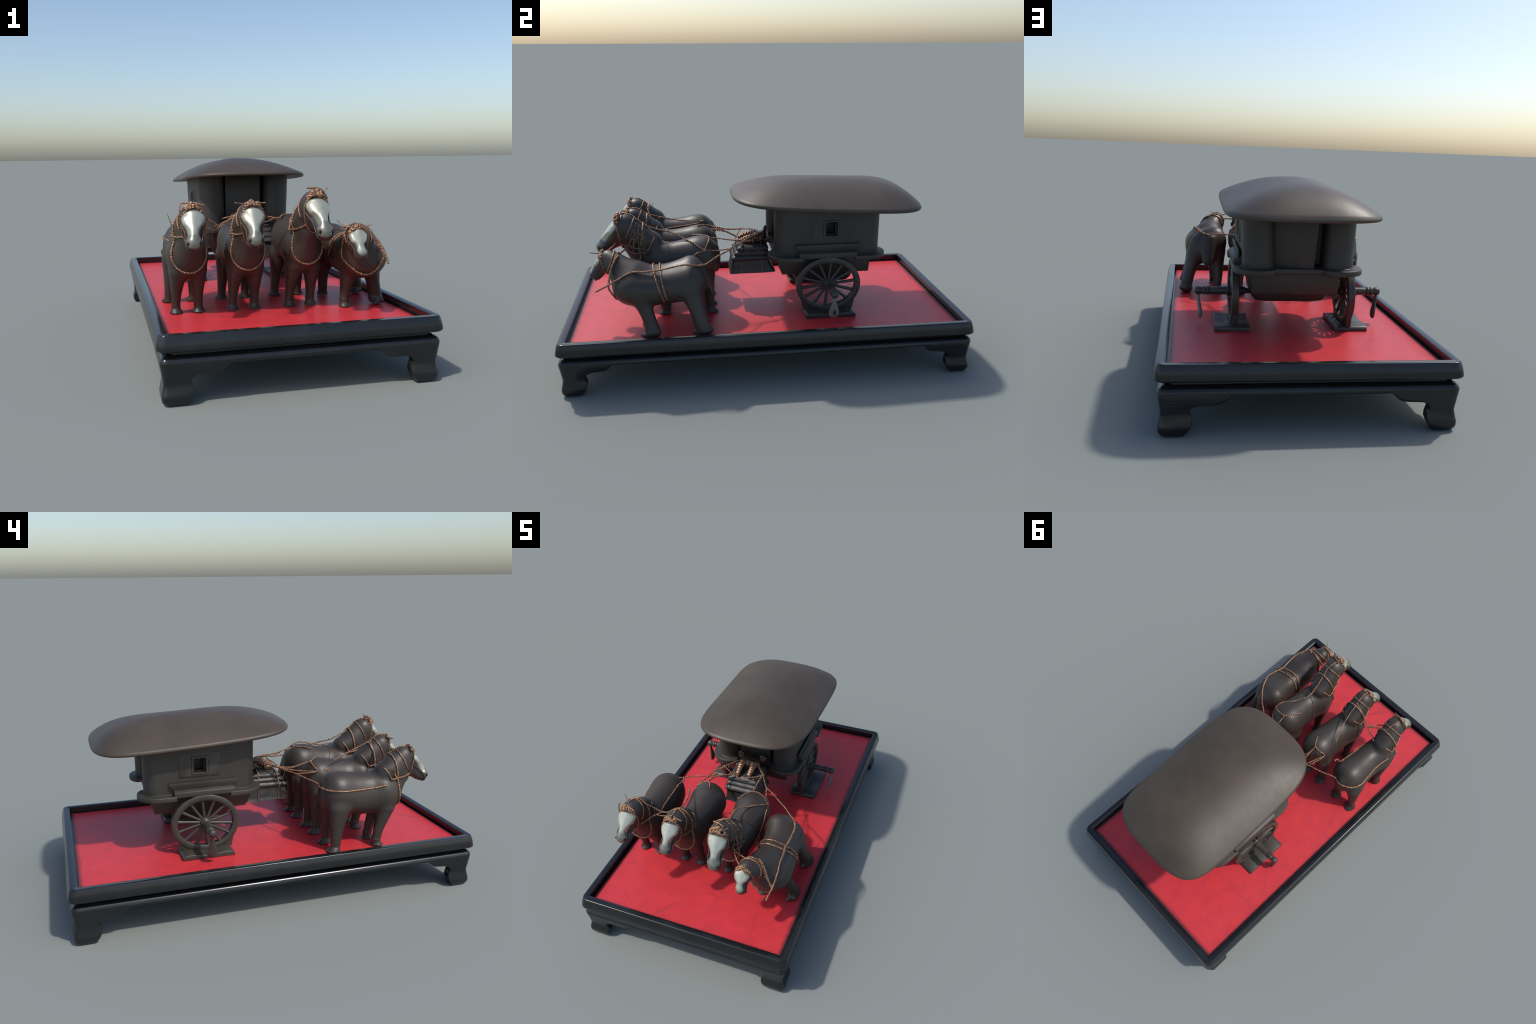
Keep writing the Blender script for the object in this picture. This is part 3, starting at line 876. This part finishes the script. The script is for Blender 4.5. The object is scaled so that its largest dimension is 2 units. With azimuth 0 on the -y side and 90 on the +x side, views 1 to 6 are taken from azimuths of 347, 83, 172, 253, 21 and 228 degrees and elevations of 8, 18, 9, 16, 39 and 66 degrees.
def outer_horse():
    """the right-hand horse: lower, head down and turned inwards, outer legs splayed on clenched feet"""
    torso = [(0.350, -0.376, 0.477, 0.099, 0.086, 0.092), (0.352, -0.430, 0.466, 0.094, 0.088, 0.088), (0.354, -0.500, 0.458, 0.098, 0.088, 0.086), (0.358, -0.560, 0.458, 0.106, 0.092, 0.088), (0.360, -0.640, 0.464, 0.106, 0.100, 0.090)]
    ridge = [(0.312, -0.370, 0.520, 0.066, 0.062, 0.069), (0.318, -0.402, 0.510, 0.062, 0.064, 0.068), (0.322, -0.470, 0.496, 0.056, 0.064, 0.064), (0.322, -0.550, 0.490, 0.058, 0.064, 0.064), (0.322, -0.620, 0.492, 0.064, 0.066, 0.066)]
    neck = [(0.328, -0.648, 0.508, 0.070, 0.072), (0.318, -0.692, 0.538, 0.062, 0.062), (0.302, -0.728, 0.563, 0.053, 0.054), (0.287, -0.754, 0.577, 0.043, 0.046)]
    head = [(0.283, -0.756, 0.577, 0.038, 0.043), (0.276, -0.778, 0.566, 0.037, 0.040), (0.274, -0.797, 0.549, 0.031, 0.034), (0.275, -0.812, 0.532, 0.025, 0.029), (0.277, -0.824, 0.517, 0.0235, 0.026), (0.279, -0.828, 0.508, 0.0255, 0.024), (0.280, -0.828, 0.503, 0.024, 0.022)]
    lip = [(0.281, -0.803, 0.512, 0.021, 0.021), (0.284, -0.815, 0.496, 0.020, 0.017)]
    jaw = [(0.284, -0.765, 0.555, 0.031, 0.034), (0.282, -0.785, 0.534, 0.025, 0.026), (0.282, -0.805, 0.514, 0.019, 0.019)]
    tail = [(0.338, -0.310, 0.530, 0.026, 0.018), (0.342, -0.292, 0.480, 0.032, 0.017), (0.345, -0.274, 0.430, 0.033, 0.016), (0.346, -0.268, 0.408, 0.027, 0.014)]
    G = [("torso", torso, 0), ("torso", ridge, 0.03), ("neck", neck, 0.05), ("head", head, 0.02), ("head", jaw, 0.016), ("head", lip, 0.006)]
    for s in (1, -1):
        G.append(("head", [(0.275 + s * 0.026, -0.797, 0.575, 0.010, 0.013), (0.275 + s * 0.021, -0.811, 0.556, 0.007, 0.009)], 0.016))
        G.append(("cut", [(0.275 + s * 0.029, -0.824, 0.540, 0.011, 0.013)], -0.012))
        G.append(("cut", [(0.279 + s * 0.024, -0.841, 0.503, 0.006, 0.006)], -0.005))
    G.append(("tail", tail, 0.024))
    G.append(leg_group("foreleg", (0.312, -0.612, 0.410, 0.042, 0.044), (0.305, -0.592, 0.330, 0.027, 0.030), (0.301, -0.582, 0.262, 0.020, 0.024), 0, 0))
    G.append(("foreleg", [(0.301, -0.582, 0.270, 0.022, 0.026, 0.008)], 0.008))
    G.append(("hoof", hoof_group(0.300, -0.585, 0.027, -0.003)[1], 0.006))
    G.append(leg_group("hindleg", (0.295, -0.365, 0.440, 0.044, 0.052), (0.287, -0.335, 0.350, 0.027, 0.034), (0.291, -0.318, 0.262, 0.021, 0.026), 0, 0))
    G.append(("hoof", hoof_group(0.291, -0.314, 0.028, 0.004)[1], 0.006))
    G.append(leg_group("foreleg", (0.408, -0.610, 0.430, 0.048, 0.046), (0.438, -0.578, 0.345, 0.031, 0.033), (0.458, -0.558, 0.280, 0.029, 0.034), 0, 0))
    G.append(("hoof", [(0.461, -0.556, 0.264, 0.032, 0.036, 0.024), (0.459, -0.566, 0.256, 0.032, 0.036, 0.018)], 0.012))
    G.append(("hoof", [(0.452, -0.590, 0.254, 0.017, 0.015, 0.014), (0.446, -0.606, 0.248, 0.013, 0.010, 0.009)], 0.007))
    G.append(("hoof", [(0.477, -0.592, 0.256, 0.011, 0.011, 0.012)], 0.006))
    G.append(leg_group("hindleg", (0.405, -0.372, 0.440, 0.050, 0.052), (0.437, -0.346, 0.355, 0.033, 0.036), (0.456, -0.325, 0.285, 0.031, 0.036), 0, 0))
    G.append(("hoof", [(0.460, -0.312, 0.264, 0.034, 0.042, 0.024), (0.456, -0.322, 0.256, 0.034, 0.042, 0.018)], 0.012))
    G.append(("hoof", [(0.450, -0.352, 0.254, 0.015, 0.014, 0.013), (0.446, -0.362, 0.248, 0.012, 0.009, 0.009)], 0.007))
    nrm = Vector((-0.05, -0.80, 0.60)).normalized()
    return build_horse("horse", G, "stocky bronze horse, head lowered, splayed outer legs", ((0.276, -0.795, 0.553), tuple(nrm), 0.011, 0.023))
horses.append(outer_horse())

# ------------------------------------------------------------------ harness
from mathutils.bvhtree import BVHTree
SURF = [BVHTree.FromPolygons([tuple(v) for v in B["v"]], [tuple(map(int, f)) for f in B["f"]]) for B in BODIES]

def off_surface(p, gap):
    """lift a point out of any horse it has sunk into"""
    q = Vector(p)
    for t in SURF:
        loc, nor, _, dist = t.find_nearest(q, 0.06)
        if loc is None: continue
        d = (q - loc).dot(nor)
        if d < gap:
            q = loc + nor * gap
    return q

def resample(P, step):
    P = np.asarray(P, float)
    L = np.concatenate([[0], np.cumsum(np.linalg.norm(np.diff(P, axis=0), axis=1))])
    n = max(2, int(L[-1] / step) + 1)
    t = np.linspace(0, L[-1], n)
    return np.stack([np.interp(t, L, P[:, i]) for i in range(3)], 1)

_bm = bmesh.new(); bmesh.ops.create_icosphere(_bm, subdivisions=2, radius=1.0)
ICO_V = np.array([v.co for v in _bm.verts]); ICO_F = [tuple(v.index for v in f.verts) for f in _bm.faces]; _bm.free()

def tube(g, P, radii, seg=8):
    P = np.asarray(P, float)
    rings = []
    up = Vector((0.13, 0.21, 0.97))
    for i, p in enumerate(P):
        d = Vector(P[min(i + 1, len(P) - 1)] - P[max(i - 1, 0)])
        if d.length < 1e-9: d = Vector((0, 0, 1))
        d.normalize()
        u = d.cross(up)
        if u.length < 1e-3: u = d.orthogonal()
        u.normalize(); w = d.cross(u)
        r = radii[i] if hasattr(radii, "__len__") else radii
        rings.append([tuple(Vector(p) + (u * math.cos(2 * math.pi * k / seg) + w * math.sin(2 * math.pi * k / seg)) * r) for k in range(seg)])
    g.loft(rings)

def on_surface(p, gap):
    """press a point that is close to a horse onto its skin"""
    q = Vector(p); best = None
    for t in SURF:
        loc, nor, _, dist = t.find_nearest(q, 0.03)
        if loc is not None and (best is None or dist < best[0]):
            best = (dist, loc + nor * gap)
    return best[1] if best else q

def path(points, r, snap=True, smooth=8, gap=0.45):
    P = catmull(points, smooth) if len(points) > 2 else np.asarray(points, float)
    P = resample(P, 0.004)
    if snap == "hug":
        P = np.array([on_surface(p, r * gap) for p in P])
        P[1:-1] = P[1:-1] * 0.5 + (P[:-2] + P[2:]) * 0.25
    elif snap:
        P = np.array([off_surface(p, r * gap) for p in P])
        for _ in range(2):
            P[1:-1] = P[1:-1] * 0.5 + (P[:-2] + P[2:]) * 0.25
    return P

def rope(parent, points, r=0.0036, name="rope", snap=True, mat="rope", gap=2.35, core=0.52):
    """strand of knotted beads on a thinner core; r is scaled to the bead radius"""
    r = r * 1.28
    P = path(points, r, snap)
    Q = resample(P, r * gap)
    g = Geo()
    n = len(P)
    tube(g, P, [r * core * (1 + 0.18 * math.sin(k * 2.1) + rng.normal(0, 0.05)) for k in range(n)], 7)
    for i, p in enumerate(Q):
        d = Vector(Q[min(i + 1, len(Q) - 1)] - Q[max(i - 1, 0)])
        rot = d.to_track_quat('X', 'Z').to_matrix() if d.length > 1e-9 else Matrix.Identity(3)
        k = rng.uniform(0.86, 1.12)
        S = np.array([r * k * rng.uniform(0.95, 1.35), r * k * rng.uniform(0.9, 1.1), r * k * rng.uniform(0.85, 1.1)])
        V = (ICO_V * S) @ np.array(rot).T + p + rng.normal(0, r * 0.09, 3)
        g.add(V, ICO_F)
    return make(name, g.v, g.f, M[mat], parent, 180)

def cord(parent, points, r=0.003, name="strap", snap=True, mat="rope", twist=0.18, taper=0.0):
    """plain wire-like strand with an uneven thickness"""
    r = r * 1.15
    P = path(points, r, snap)
    n = len(P)
    rad = [r * (1 + twist * math.sin(i * 1.9) + rng.normal(0, 0.06)) * (1 - taper * i / (n - 1)) for i in range(n)]
    g = Geo(); tube(g, P, rad, 8)
    return make(name, g.v, g.f, M[mat], parent, 180)

def loop(i, centre, axis, a0, a1, n=28):
    """points where horse i's surface meets a plane through centre spanned by x and axis; angle 0 is along axis"""
    c = Vector(centre); t = Vector(axis).normalized()
    pts = []
    for k in range(n + 1):
        a = math.radians(a0 + (a1 - a0) * k / n)
        d = Vector((1, 0, 0)) * math.sin(a) + t * math.cos(a)
        hit = SURF[i].ray_cast(c, d, 0.25)
        if hit[0] is not None:
            pts.append(hit[0] + d * 0.0015)
    return pts

def mirror(i, pts, cx):
    return [(2 * cx - p[0], p[1], p[2]) for p in pts]

def curl(parent, c, nrm, R, r, mat="rope"):
    """ring ornament"""
    n = Vector(nrm).normalized(); u = n.orthogonal().normalized(); w = n.cross(u)
    P = [Vector(c) + (u * math.cos(a) + w * math.sin(a)) * R for a in np.linspace(0, 2 * math.pi * 1.0, 25)]
    g = Geo(); tube(g, P, [r * (1 + 0.12 * math.sin(7 * k)) for k in range(25)], 8)
    return make("curl_ornament", g.v, g.f, M[mat], parent, 180)

def crown(i, parent, c, fwd, up, width, size, seed):
    """tangle of copper lumps and curls across the brow"""
    R = np.random.default_rng(seed)
    c = Vector(c); f = Vector(fwd).normalized(); u = Vector(up).normalized()
    g = Geo()
    for k in range(34):
        s = R.uniform(-1, 1)
        p = c + Vector((1, 0, 0)) * s * width + u * (R.uniform(-0.010, 0.012) * size - 0.014 * s * s) + f * (0.012 - 0.022 * s * s)
        p = off_surface(p, 0.001)
        r = R.uniform(0.0042, 0.0088) * size
        S = np.array([r * R.uniform(0.7, 1.7), r, r * R.uniform(0.6, 1.1)])
        A = np.array(Matrix.Rotation(R.uniform(0, 6.28), 3, Vector(R.normal(0, 1, 3))))
        g.add((ICO_V * S) @ A.T + np.array(p), ICO_F)
    make("forelock_tangle", g.v, g.f, M["rope"], parent, 180, "stuff")
    for s in (-1, 1):
        p = off_surface(c + Vector((1, 0, 0)) * s * width * 0.62 + f * 0.008 - u * 0.004, 0.003)
        curl(parent, p, f + Vector((s * 0.5, 0, 0.2)), 0.0095 * size, 0.0038 * size)
    p = off_surface(c + f * 0.006 + u * 0.002, 0.003)
    curl(parent, p, f, 0.0072 * size, 0.0036 * size)

HD = {0: dict(xc=-0.393, hd=(0.012, 0.0, 0.0), hs=1.0, turn=-0.10), 1: dict(xc=-0.143, hd=(0.004, 0.0, 0.003), hs=1.0, turn=-0.06),
      2: dict(xc=0.117, hd=(0.004, -0.022, 0.036), hs=1.08, turn=0.10)}
def hp(i, dx, y, z):
    """a point given on the first horse's head, carried over to horse i"""
    q = HD[i]; hx, hy, hz = q["hd"]; k = q["hs"]
    return (q["xc"] + hx + dx * k + q["turn"] * (-0.652 - y), -0.652 + (y + 0.652) * k + hy, 0.655 + (z - 0.655) * k + hz)
def npt(i, dx, y, z, f=0.5):
    """same for the neck, which takes only a share f of the head's shift"""
    q = HD[i]; hx, hy, hz = q["hd"]
    return (q["xc"] + hx * f + dx, y + hy * f, z + hz * f)

for i in range(3):
    hobj = horses[i]
    cx = HD[i]["xc"] + HD[i]["hd"][0]
    # cheek strap round the head behind the plate
    c = hp(i, 0, -0.690, 0.642)
    cord(hobj, loop(i, c, (0, -0.010, 0.055), 0, 360, 44), 0.0032, "cheek_strap")
    # strap behind the poll, open under the throat
    c = npt(i, 0, -0.643, 0.655, 0.9)
    rope(hobj, loop(i, c, (0, 0.034, 0.072), -125, 125), 0.0034, "poll_strap", core=0.75)
    # collar of larger beads hanging on the chest
    c = npt(i, 0, -0.600, 0.580, 0.35)
    rope(hobj, loop(i, c, (0, 0.022, 0.21), 0, 360, 60), 0.0042, "collar", core=0.8)
    # lower strand from the throat back round the neck base
    side = [hp(i, -0.036, -0.678, 0.590), npt(i, -0.052, -0.639, 0.583), npt(i, -0.068, -0.590, 0.582, 0.3), npt(i, -0.070, -0.566, 0.580, 0.3),
            npt(i, -0.055, -0.553, 0.606, 0.3), npt(i, -0.034, -0.541, 0.622, 0.3)]
    rope(hobj, side, 0.0034, "neck_strand", core=0.75)
    if i != 0:
        rope(hobj, mirror(i, side, HD[i]["xc"]), 0.0034, "neck_strand", core=0.75)
    for s in (-1, 1):
        # nose strap from cheek to bit, then round the chin
        cord(hobj, [hp(i, s * 0.046, -0.694, 0.640), hp(i, s * 0.034, -0.725, 0.612), hp(i, s * 0.034, -0.755, 0.586), hp(i, s * 0.033, -0.766, 0.566),
                    hp(i, s * 0.026, -0.771, 0.548), hp(i, s * 0.004, -0.768, 0.537)], 0.0024, "nose_strap", mat="strap")
        p = off_surface(hp(i, s * 0.026, -0.782, 0.572), -0.0015)
        lump("nostril_dark", p, (0.0040, 0.0050, 0.0060), M["nostril_dark"], hobj, 0.1, 2.0, 2)  # near-black lump added in place of the nostril's shaded hollow
    crown(i, hobj, hp(i, 0, -0.692, 0.705), (0, -0.55, 0.83), (0, 0.6, 0.8), 0.038 * HD[i]["hs"], 1.0 if i < 2 else 1.35, 20 + i)

A = horses
# --- left-hand horse
rope(A[0], [(-0.468, -0.530, 0.556), (-0.474, -0.460, 0.553), (-0.478, -0.380, 0.550), (-0.476, -0.309, 0.549), (-0.435, -0.245, 0.548), (-0.377, -0.222, 0.550)], 0.0042, "flank_rope", core=0.75, gap=1.9, snap="hug")
rope(carriage, [(-0.377, -0.224, 0.550), (-0.332, -0.226, 0.556), (-0.262, -0.196, 0.563), (-0.181, -0.169, 0.568), (-0.120, -0.142, 0.569), (-0.053, -0.115, 0.572)], 0.0036, "trace_rope")
rope(A[0], [(-0.276, -0.287, 0.606), (-0.282, -0.360, 0.594), (-0.288, -0.440, 0.580), (-0.293, -0.502, 0.566)], 0.0040, "flank_rope", snap="hug")
rope(A[0], [(-0.391, -0.664, 0.720), (-0.380, -0.628, 0.704), (-0.374, -0.598, 0.690), (-0.340, -0.597, 0.672), (-0.300, -0.583, 0.642), (-0.260, -0.573, 0.617)], 0.0036, "crest_rope")
rope(A[0], [(-0.260, -0.573, 0.617), (-0.290, -0.560, 0.606), (-0.330, -0.548, 0.606), (-0.362, -0.538, 0.612)], 0.0034, "neck_strand")
cord(A[0], [(-0.260, -0.573, 0.617), (-0.292, -0.618, 0.616), (-0.321, -0.655, 0.603), (-0.342, -0.668, 0.588)], 0.0030, "rope_end")
cord(A[0], [(-0.386, -0.690, 0.712), (-0.384, -0.693, 0.726), (-0.362, -0.699, 0.720), (-0.337, -0.703, 0.713)], 0.0030, "crown_wire")
cord(A[0], [(-0.390, -0.690, 0.722), (-0.415, -0.685, 0.724), (-0.433, -0.684, 0.721), (-0.436, -0.690, 0.700), (-0.438, -0.692, 0.670)], 0.0026, "crown_wire")
cord(A[0], [(-0.448, -0.583, 0.600), (-0.457, -0.578, 0.625), (-0.466, -0.574, 0.650), (-0.474, -0.571, 0.677)], 0.0026, "crown_wire", taper=0.6)
rope(A[0], [(-0.444, -0.590, 0.590), (-0.452, -0.585, 0.604), (-0.458, -0.580, 0.598)], 0.0040, "knot")
# --- second horse
rope(A[1], [(-0.138, -0.690, 0.716), (-0.138, -0.674, 0.717), (-0.139, -0.640, 0.711), (-0.139, -0.612, 0.701), (-0.146, -0.560, 0.682), (-0.158, -0.490, 0.660), (-0.180, -0.420, 0.640), (-0.203, -0.366, 0.628)], 0.0036, "crest_rope")
rope(A[1], [(-0.150, -0.600, 0.694), (-0.185, -0.594, 0.668), (-0.222, -0.588, 0.640), (-0.260, -0.573, 0.617)], 0.0036, "coupling_rope")
rope(A[1], [(-0.181, -0.169, 0.568), (-0.204, -0.272, 0.576), (-0.170, -0.266, 0.600), (-0.140, -0.265, 0.614), (-0.118, -0.292, 0.622), (-0.105, -0.317, 0.625)], 0.0036, "croup_rope")
rope(carriage, [(-0.140, -0.266, 0.614), (-0.133, -0.215, 0.600), (-0.112, -0.165, 0.586), (-0.053, -0.114, 0.573)], 0.0034, "trace_rope")
rope(carriage, [(-0.204, -0.272, 0.576), (-0.182, -0.205, 0.580), (-0.160, -0.140, 0.586), (-0.119, -0.091, 0.596)], 0.0034, "trace_rope")
cord(A[1], [(-0.213, -0.696, 0.720), (-0.180, -0.688, 0.716), (-0.139, -0.679, 0.721), (-0.110, -0.685, 0.716), (-0.083, -0.691, 0.717)], 0.0026, "crown_wire", snap=False)
rope(A[1], [(-0.139, -0.684, 0.704), (-0.139, -0.680, 0.723)], 0.0048, "knot")
for k, (a, b) in enumerate(((0.052, -0.560), (0.058, -0.572), (0.062, -0.585), (0.056, -0.600))):
    rope(A[1], [npt(1, a - 0.004, b, 0.652 - 0.014 * k), npt(1, a + 0.008, b, 0.620 - 0.008 * k), npt(1, a + 0.006, b - 0.006, 0.585)], 0.0030, "neck_net", mat="net")
# --- third horse
rope(A[2], [(0.112, -0.712, 0.748), (0.118, -0.680, 0.742), (0.126, -0.644, 0.728), (0.124, -0.615, 0.711), (0.122, -0.580, 0.694), (0.112, -0.520, 0.672), (0.107, -0.468, 0.656), (0.127, -0.424, 0.644),
            (0.161, -0.378, 0.621), (0.189, -0.330, 0.592), (0.206, -0.298, 0.576)], 0.0038, "crest_rope")
rope(A[2], [(0.074, -0.349, 0.627), (0.098, -0.310, 0.631), (0.126, -0.277, 0.624), (0.165, -0.274, 0.618), (0.191, -0.282, 0.606), (0.206, -0.298, 0.576)], 0.0038, "croup_rope")
rope(A[2], [(0.206, -0.298, 0.576), (0.219, -0.338, 0.566), (0.218, -0.372, 0.540), (0.213, -0.429, 0.500), (0.208, -0.470, 0.470)], 0.0040, "flank_rope")
rope(carriage, [(0.206, -0.298, 0.576), (0.186, -0.230, 0.571), (0.162, -0.160, 0.572)], 0.0034, "trace_rope")
rope(carriage, [(0.126, -0.277, 0.624), (0.120, -0.210, 0.614), (0.114, -0.150, 0.602), (0.114, -0.089, 0.597)], 0.0034, "trace_rope")
cord(A[2], [(0.092, -0.690, 0.772), (0.112, -0.694, 0.773), (0.135, -0.700, 0.772), (0.152, -0.706, 0.764)], 0.0036, "crown_wire")
cord(A[2], [(0.156, -0.712, 0.756), (0.166, -0.712, 0.766), (0.176, -0.712, 0.772)], 0.0026, "crown_wire", taper=0.4)
cord(A[2], loop(2, (0.120, -0.425, 0.500), (0, -0.05, 0.10), -95, 95), 0.0022, "girth_line", mat="strap", twist=0.05)
R3 = np.random.default_rng(5)
net_top = [(0.150, -0.632, 0.712), (0.154, -0.615, 0.702), (0.156, -0.600, 0.690), (0.160, -0.588, 0.676)]
net_low = [(0.175, -0.672, 0.592), (0.190, -0.646, 0.580), (0.194, -0.618, 0.576), (0.186, -0.590, 0.580)]
for a, b in [(0, 0), (1, 1), (2, 2), (3, 3), (0, 1), (1, 2), (2, 3), (1, 0), (3, 2)]:
    p, q = np.array(net_top[a]), np.array(net_low[b])
    mids = [p + (q - p) * t + np.array([0.012, *R3.normal(0, 0.004, 2)]) for t in (0.33, 0.66)]
    rope(A[2], [p, *mids, q], 0.0036, "neck_net", mat="net")
for a, b in ((0.25, 0), (0.5, 0), (0.8, 0), (1.0, 0)):
    pts = [np.array(net_top[k]) * (1 - a) + np.array(net_low[k]) * a + np.array([0.008, 0, 0]) for k in range(4)]
    rope(A[2], pts, 0.0038, "neck_net", mat="net")
rope(A[2], [(0.190, -0.600, 0.580), (0.202, -0.584, 0.572), (0.200, -0.574, 0.585)], 0.0050, "knot", mat="strap")
# --- right-hand horse
rope(A[3], [(0.348, -0.300, 0.552), (0.378, -0.335, 0.560), (0.400, -0.375, 0.574), (0.413, -0.418, 0.577), (0.410, -0.480, 0.563), (0.402, -0.534, 0.552)], 0.0042, "flank_rope", core=0.75, gap=1.9)
rope(A[3], [(0.402, -0.534, 0.552), (0.409, -0.575, 0.552), (0.412, -0.640, 0.552), (0.418, -0.700, 0.525), (0.415, -0.755, 0.494), (0.404, -0.812, 0.462)], 0.0042, "shoulder_rope", core=0.75, gap=1.9)
rope(carriage, [(0.348, -0.300, 0.552), (0.312, -0.268, 0.560), (0.262, -0.232, 0.566), (0.210, -0.190, 0.570), (0.162, -0.160, 0.572)], 0.0036, "trace_rope")
rope(A[3], [(0.415, -0.755, 0.494), (0.388, -0.745, 0.525), (0.350, -0.728, 0.565), (0.318, -0.718, 0.594), (0.285, -0.712, 0.606), (0.258, -0.708, 0.597), (0.206, -0.690, 0.598)], 0.0034, "crest_rope")
cord(A[3], [(0.206, -0.690, 0.598), (0.190, -0.680, 0.600), (0.172, -0.668, 0.606)], 0.0034, "coupling_rope")
g1 = loop(3, (0.355, -0.520, 0.480), (0, -0.030, 0.09), -100, 130, 40)
rope(A[3], g1, 0.0042, "girth", core=0.85, gap=2.2)
g2 = loop(3, (0.355, -0.498, 0.480), (0, -0.020, 0.09), -80, 125, 40)
rope(A[3], g2, 0.0042, "girth", core=0.85, gap=2.2)
cord(A[3], [(0.453, -0.501, 0.484), (0.451, -0.470, 0.451), (0.440, -0.438, 0.427), (0.440, -0.410, 0.415)], 0.0028, "belly_strap", mat="strap")
rope(A[3], [(0.300, -0.712, 0.612), (0.262, -0.704, 0.585), (0.250, -0.690, 0.535), (0.253, -0.680, 0.480), (0.270, -0.700, 0.448), (0.303, -0.716, 0.416), (0.341, -0.719, 0.402), (0.376, -0.722, 0.410),
            (0.400, -0.735, 0.440), (0.411, -0.752, 0.480), (0.398, -0.748, 0.515), (0.378, -0.738, 0.560), (0.356, -0.720, 0.596), (0.330, -0.706, 0.612)], 0.0042, "collar", core=0.8)
cord(A[3], loop(3, (0.282, -0.782, 0.563), (0, -0.012, 0.040), 0, 360, 40), 0.0030, "cheek_strap")
cord(A[3], loop(3, (0.292, -0.745, 0.572), (0, 0.020, 0.055), -120, 120, 36), 0.0032, "poll_strap")
for s in (-1, 1):
    cord(A[3], [(0.280 + s * 0.036, -0.792, 0.560), (0.279 + s * 0.028, -0.812, 0.530), (0.281 + s * 0.027, -0.822, 0.505), (0.283 + s * 0.021, -0.824, 0.486), (0.285 + s * 0.003, -0.822, 0.477)], 0.0022, "nose_strap", mat="strap")
crown(3, A[3], (0.277, -0.785, 0.606), (0, -0.55, 0.83), (0, 0.6, 0.8), 0.034, 0.9, 31)
cord(A[3], [(0.258, -0.775, 0.612), (0.240, -0.760, 0.614), (0.226, -0.745, 0.622), (0.217, -0.735, 0.628), (0.211, -0.727, 0.640)], 0.0024, "crown_wire", taper=0.3)
cord(A[3], [(0.282, -0.792, 0.612), (0.294, -0.808, 0.616), (0.306, -0.825, 0.622), (0.316, -0.838, 0.627)], 0.0026, "crown_wire", taper=0.3)
# --- reins gathered at the driver's hands
for s, hand in ((-1, (-0.052, -0.114, 0.573)), (1, (0.034, -0.120, 0.577))):
    k = (s * 0.117, -0.090, 0.596)
    rope(carriage, [(s * 0.042, -0.008, 0.606), (s * 0.070, -0.040, 0.606), (s * 0.095, -0.068, 0.601), k], 0.0034, "rein", snap=False)
    rope(carriage, [k, ((k[0] + hand[0]) / 2, -0.104, 0.583), hand], 0.0032, "rein", snap=False)
    rope(carriage, [(k[0], k[1] - 0.004, k[2]), (k[0], k[1] + 0.004, k[2])], 0.0055, "knot", snap=False)
rope(carriage, [(0.044, -0.010, 0.598), (0.080, -0.034, 0.592), (0.104, -0.066, 0.590), (0.128, -0.110, 0.588), (0.162, -0.160, 0.572)], 0.0034, "rein", snap=False)
rope(carriage, [(-0.119, -0.091, 0.596), (-0.140, -0.150, 0.588), (-0.140, -0.215, 0.604), (-0.138, -0.265, 0.616)], 0.0034, "rein")
rope(carriage, [(-0.052, -0.114, 0.573), (-0.010, -0.128, 0.567), (0.034, -0.120, 0.577)], 0.0032, "rein", snap=False)
for x, y0, y1 in ((0.083, -0.094, -0.107), (0.080, 0.004, 0.010), (-0.083, -0.094, -0.107), (-0.080, 0.004, 0.010)):
    s = 1 if x > 0 else -1
    rope(carriage, [(x - s * 0.03, y0, 0.566), (x, y0, 0.556), (x + s * 0.008, (y0 + y1) / 2, 0.525), (x + s * 0.012, y1, 0.482)], 0.0040, "hanging_cord", snap=False, mat="strap" if x > 0 else "rope")
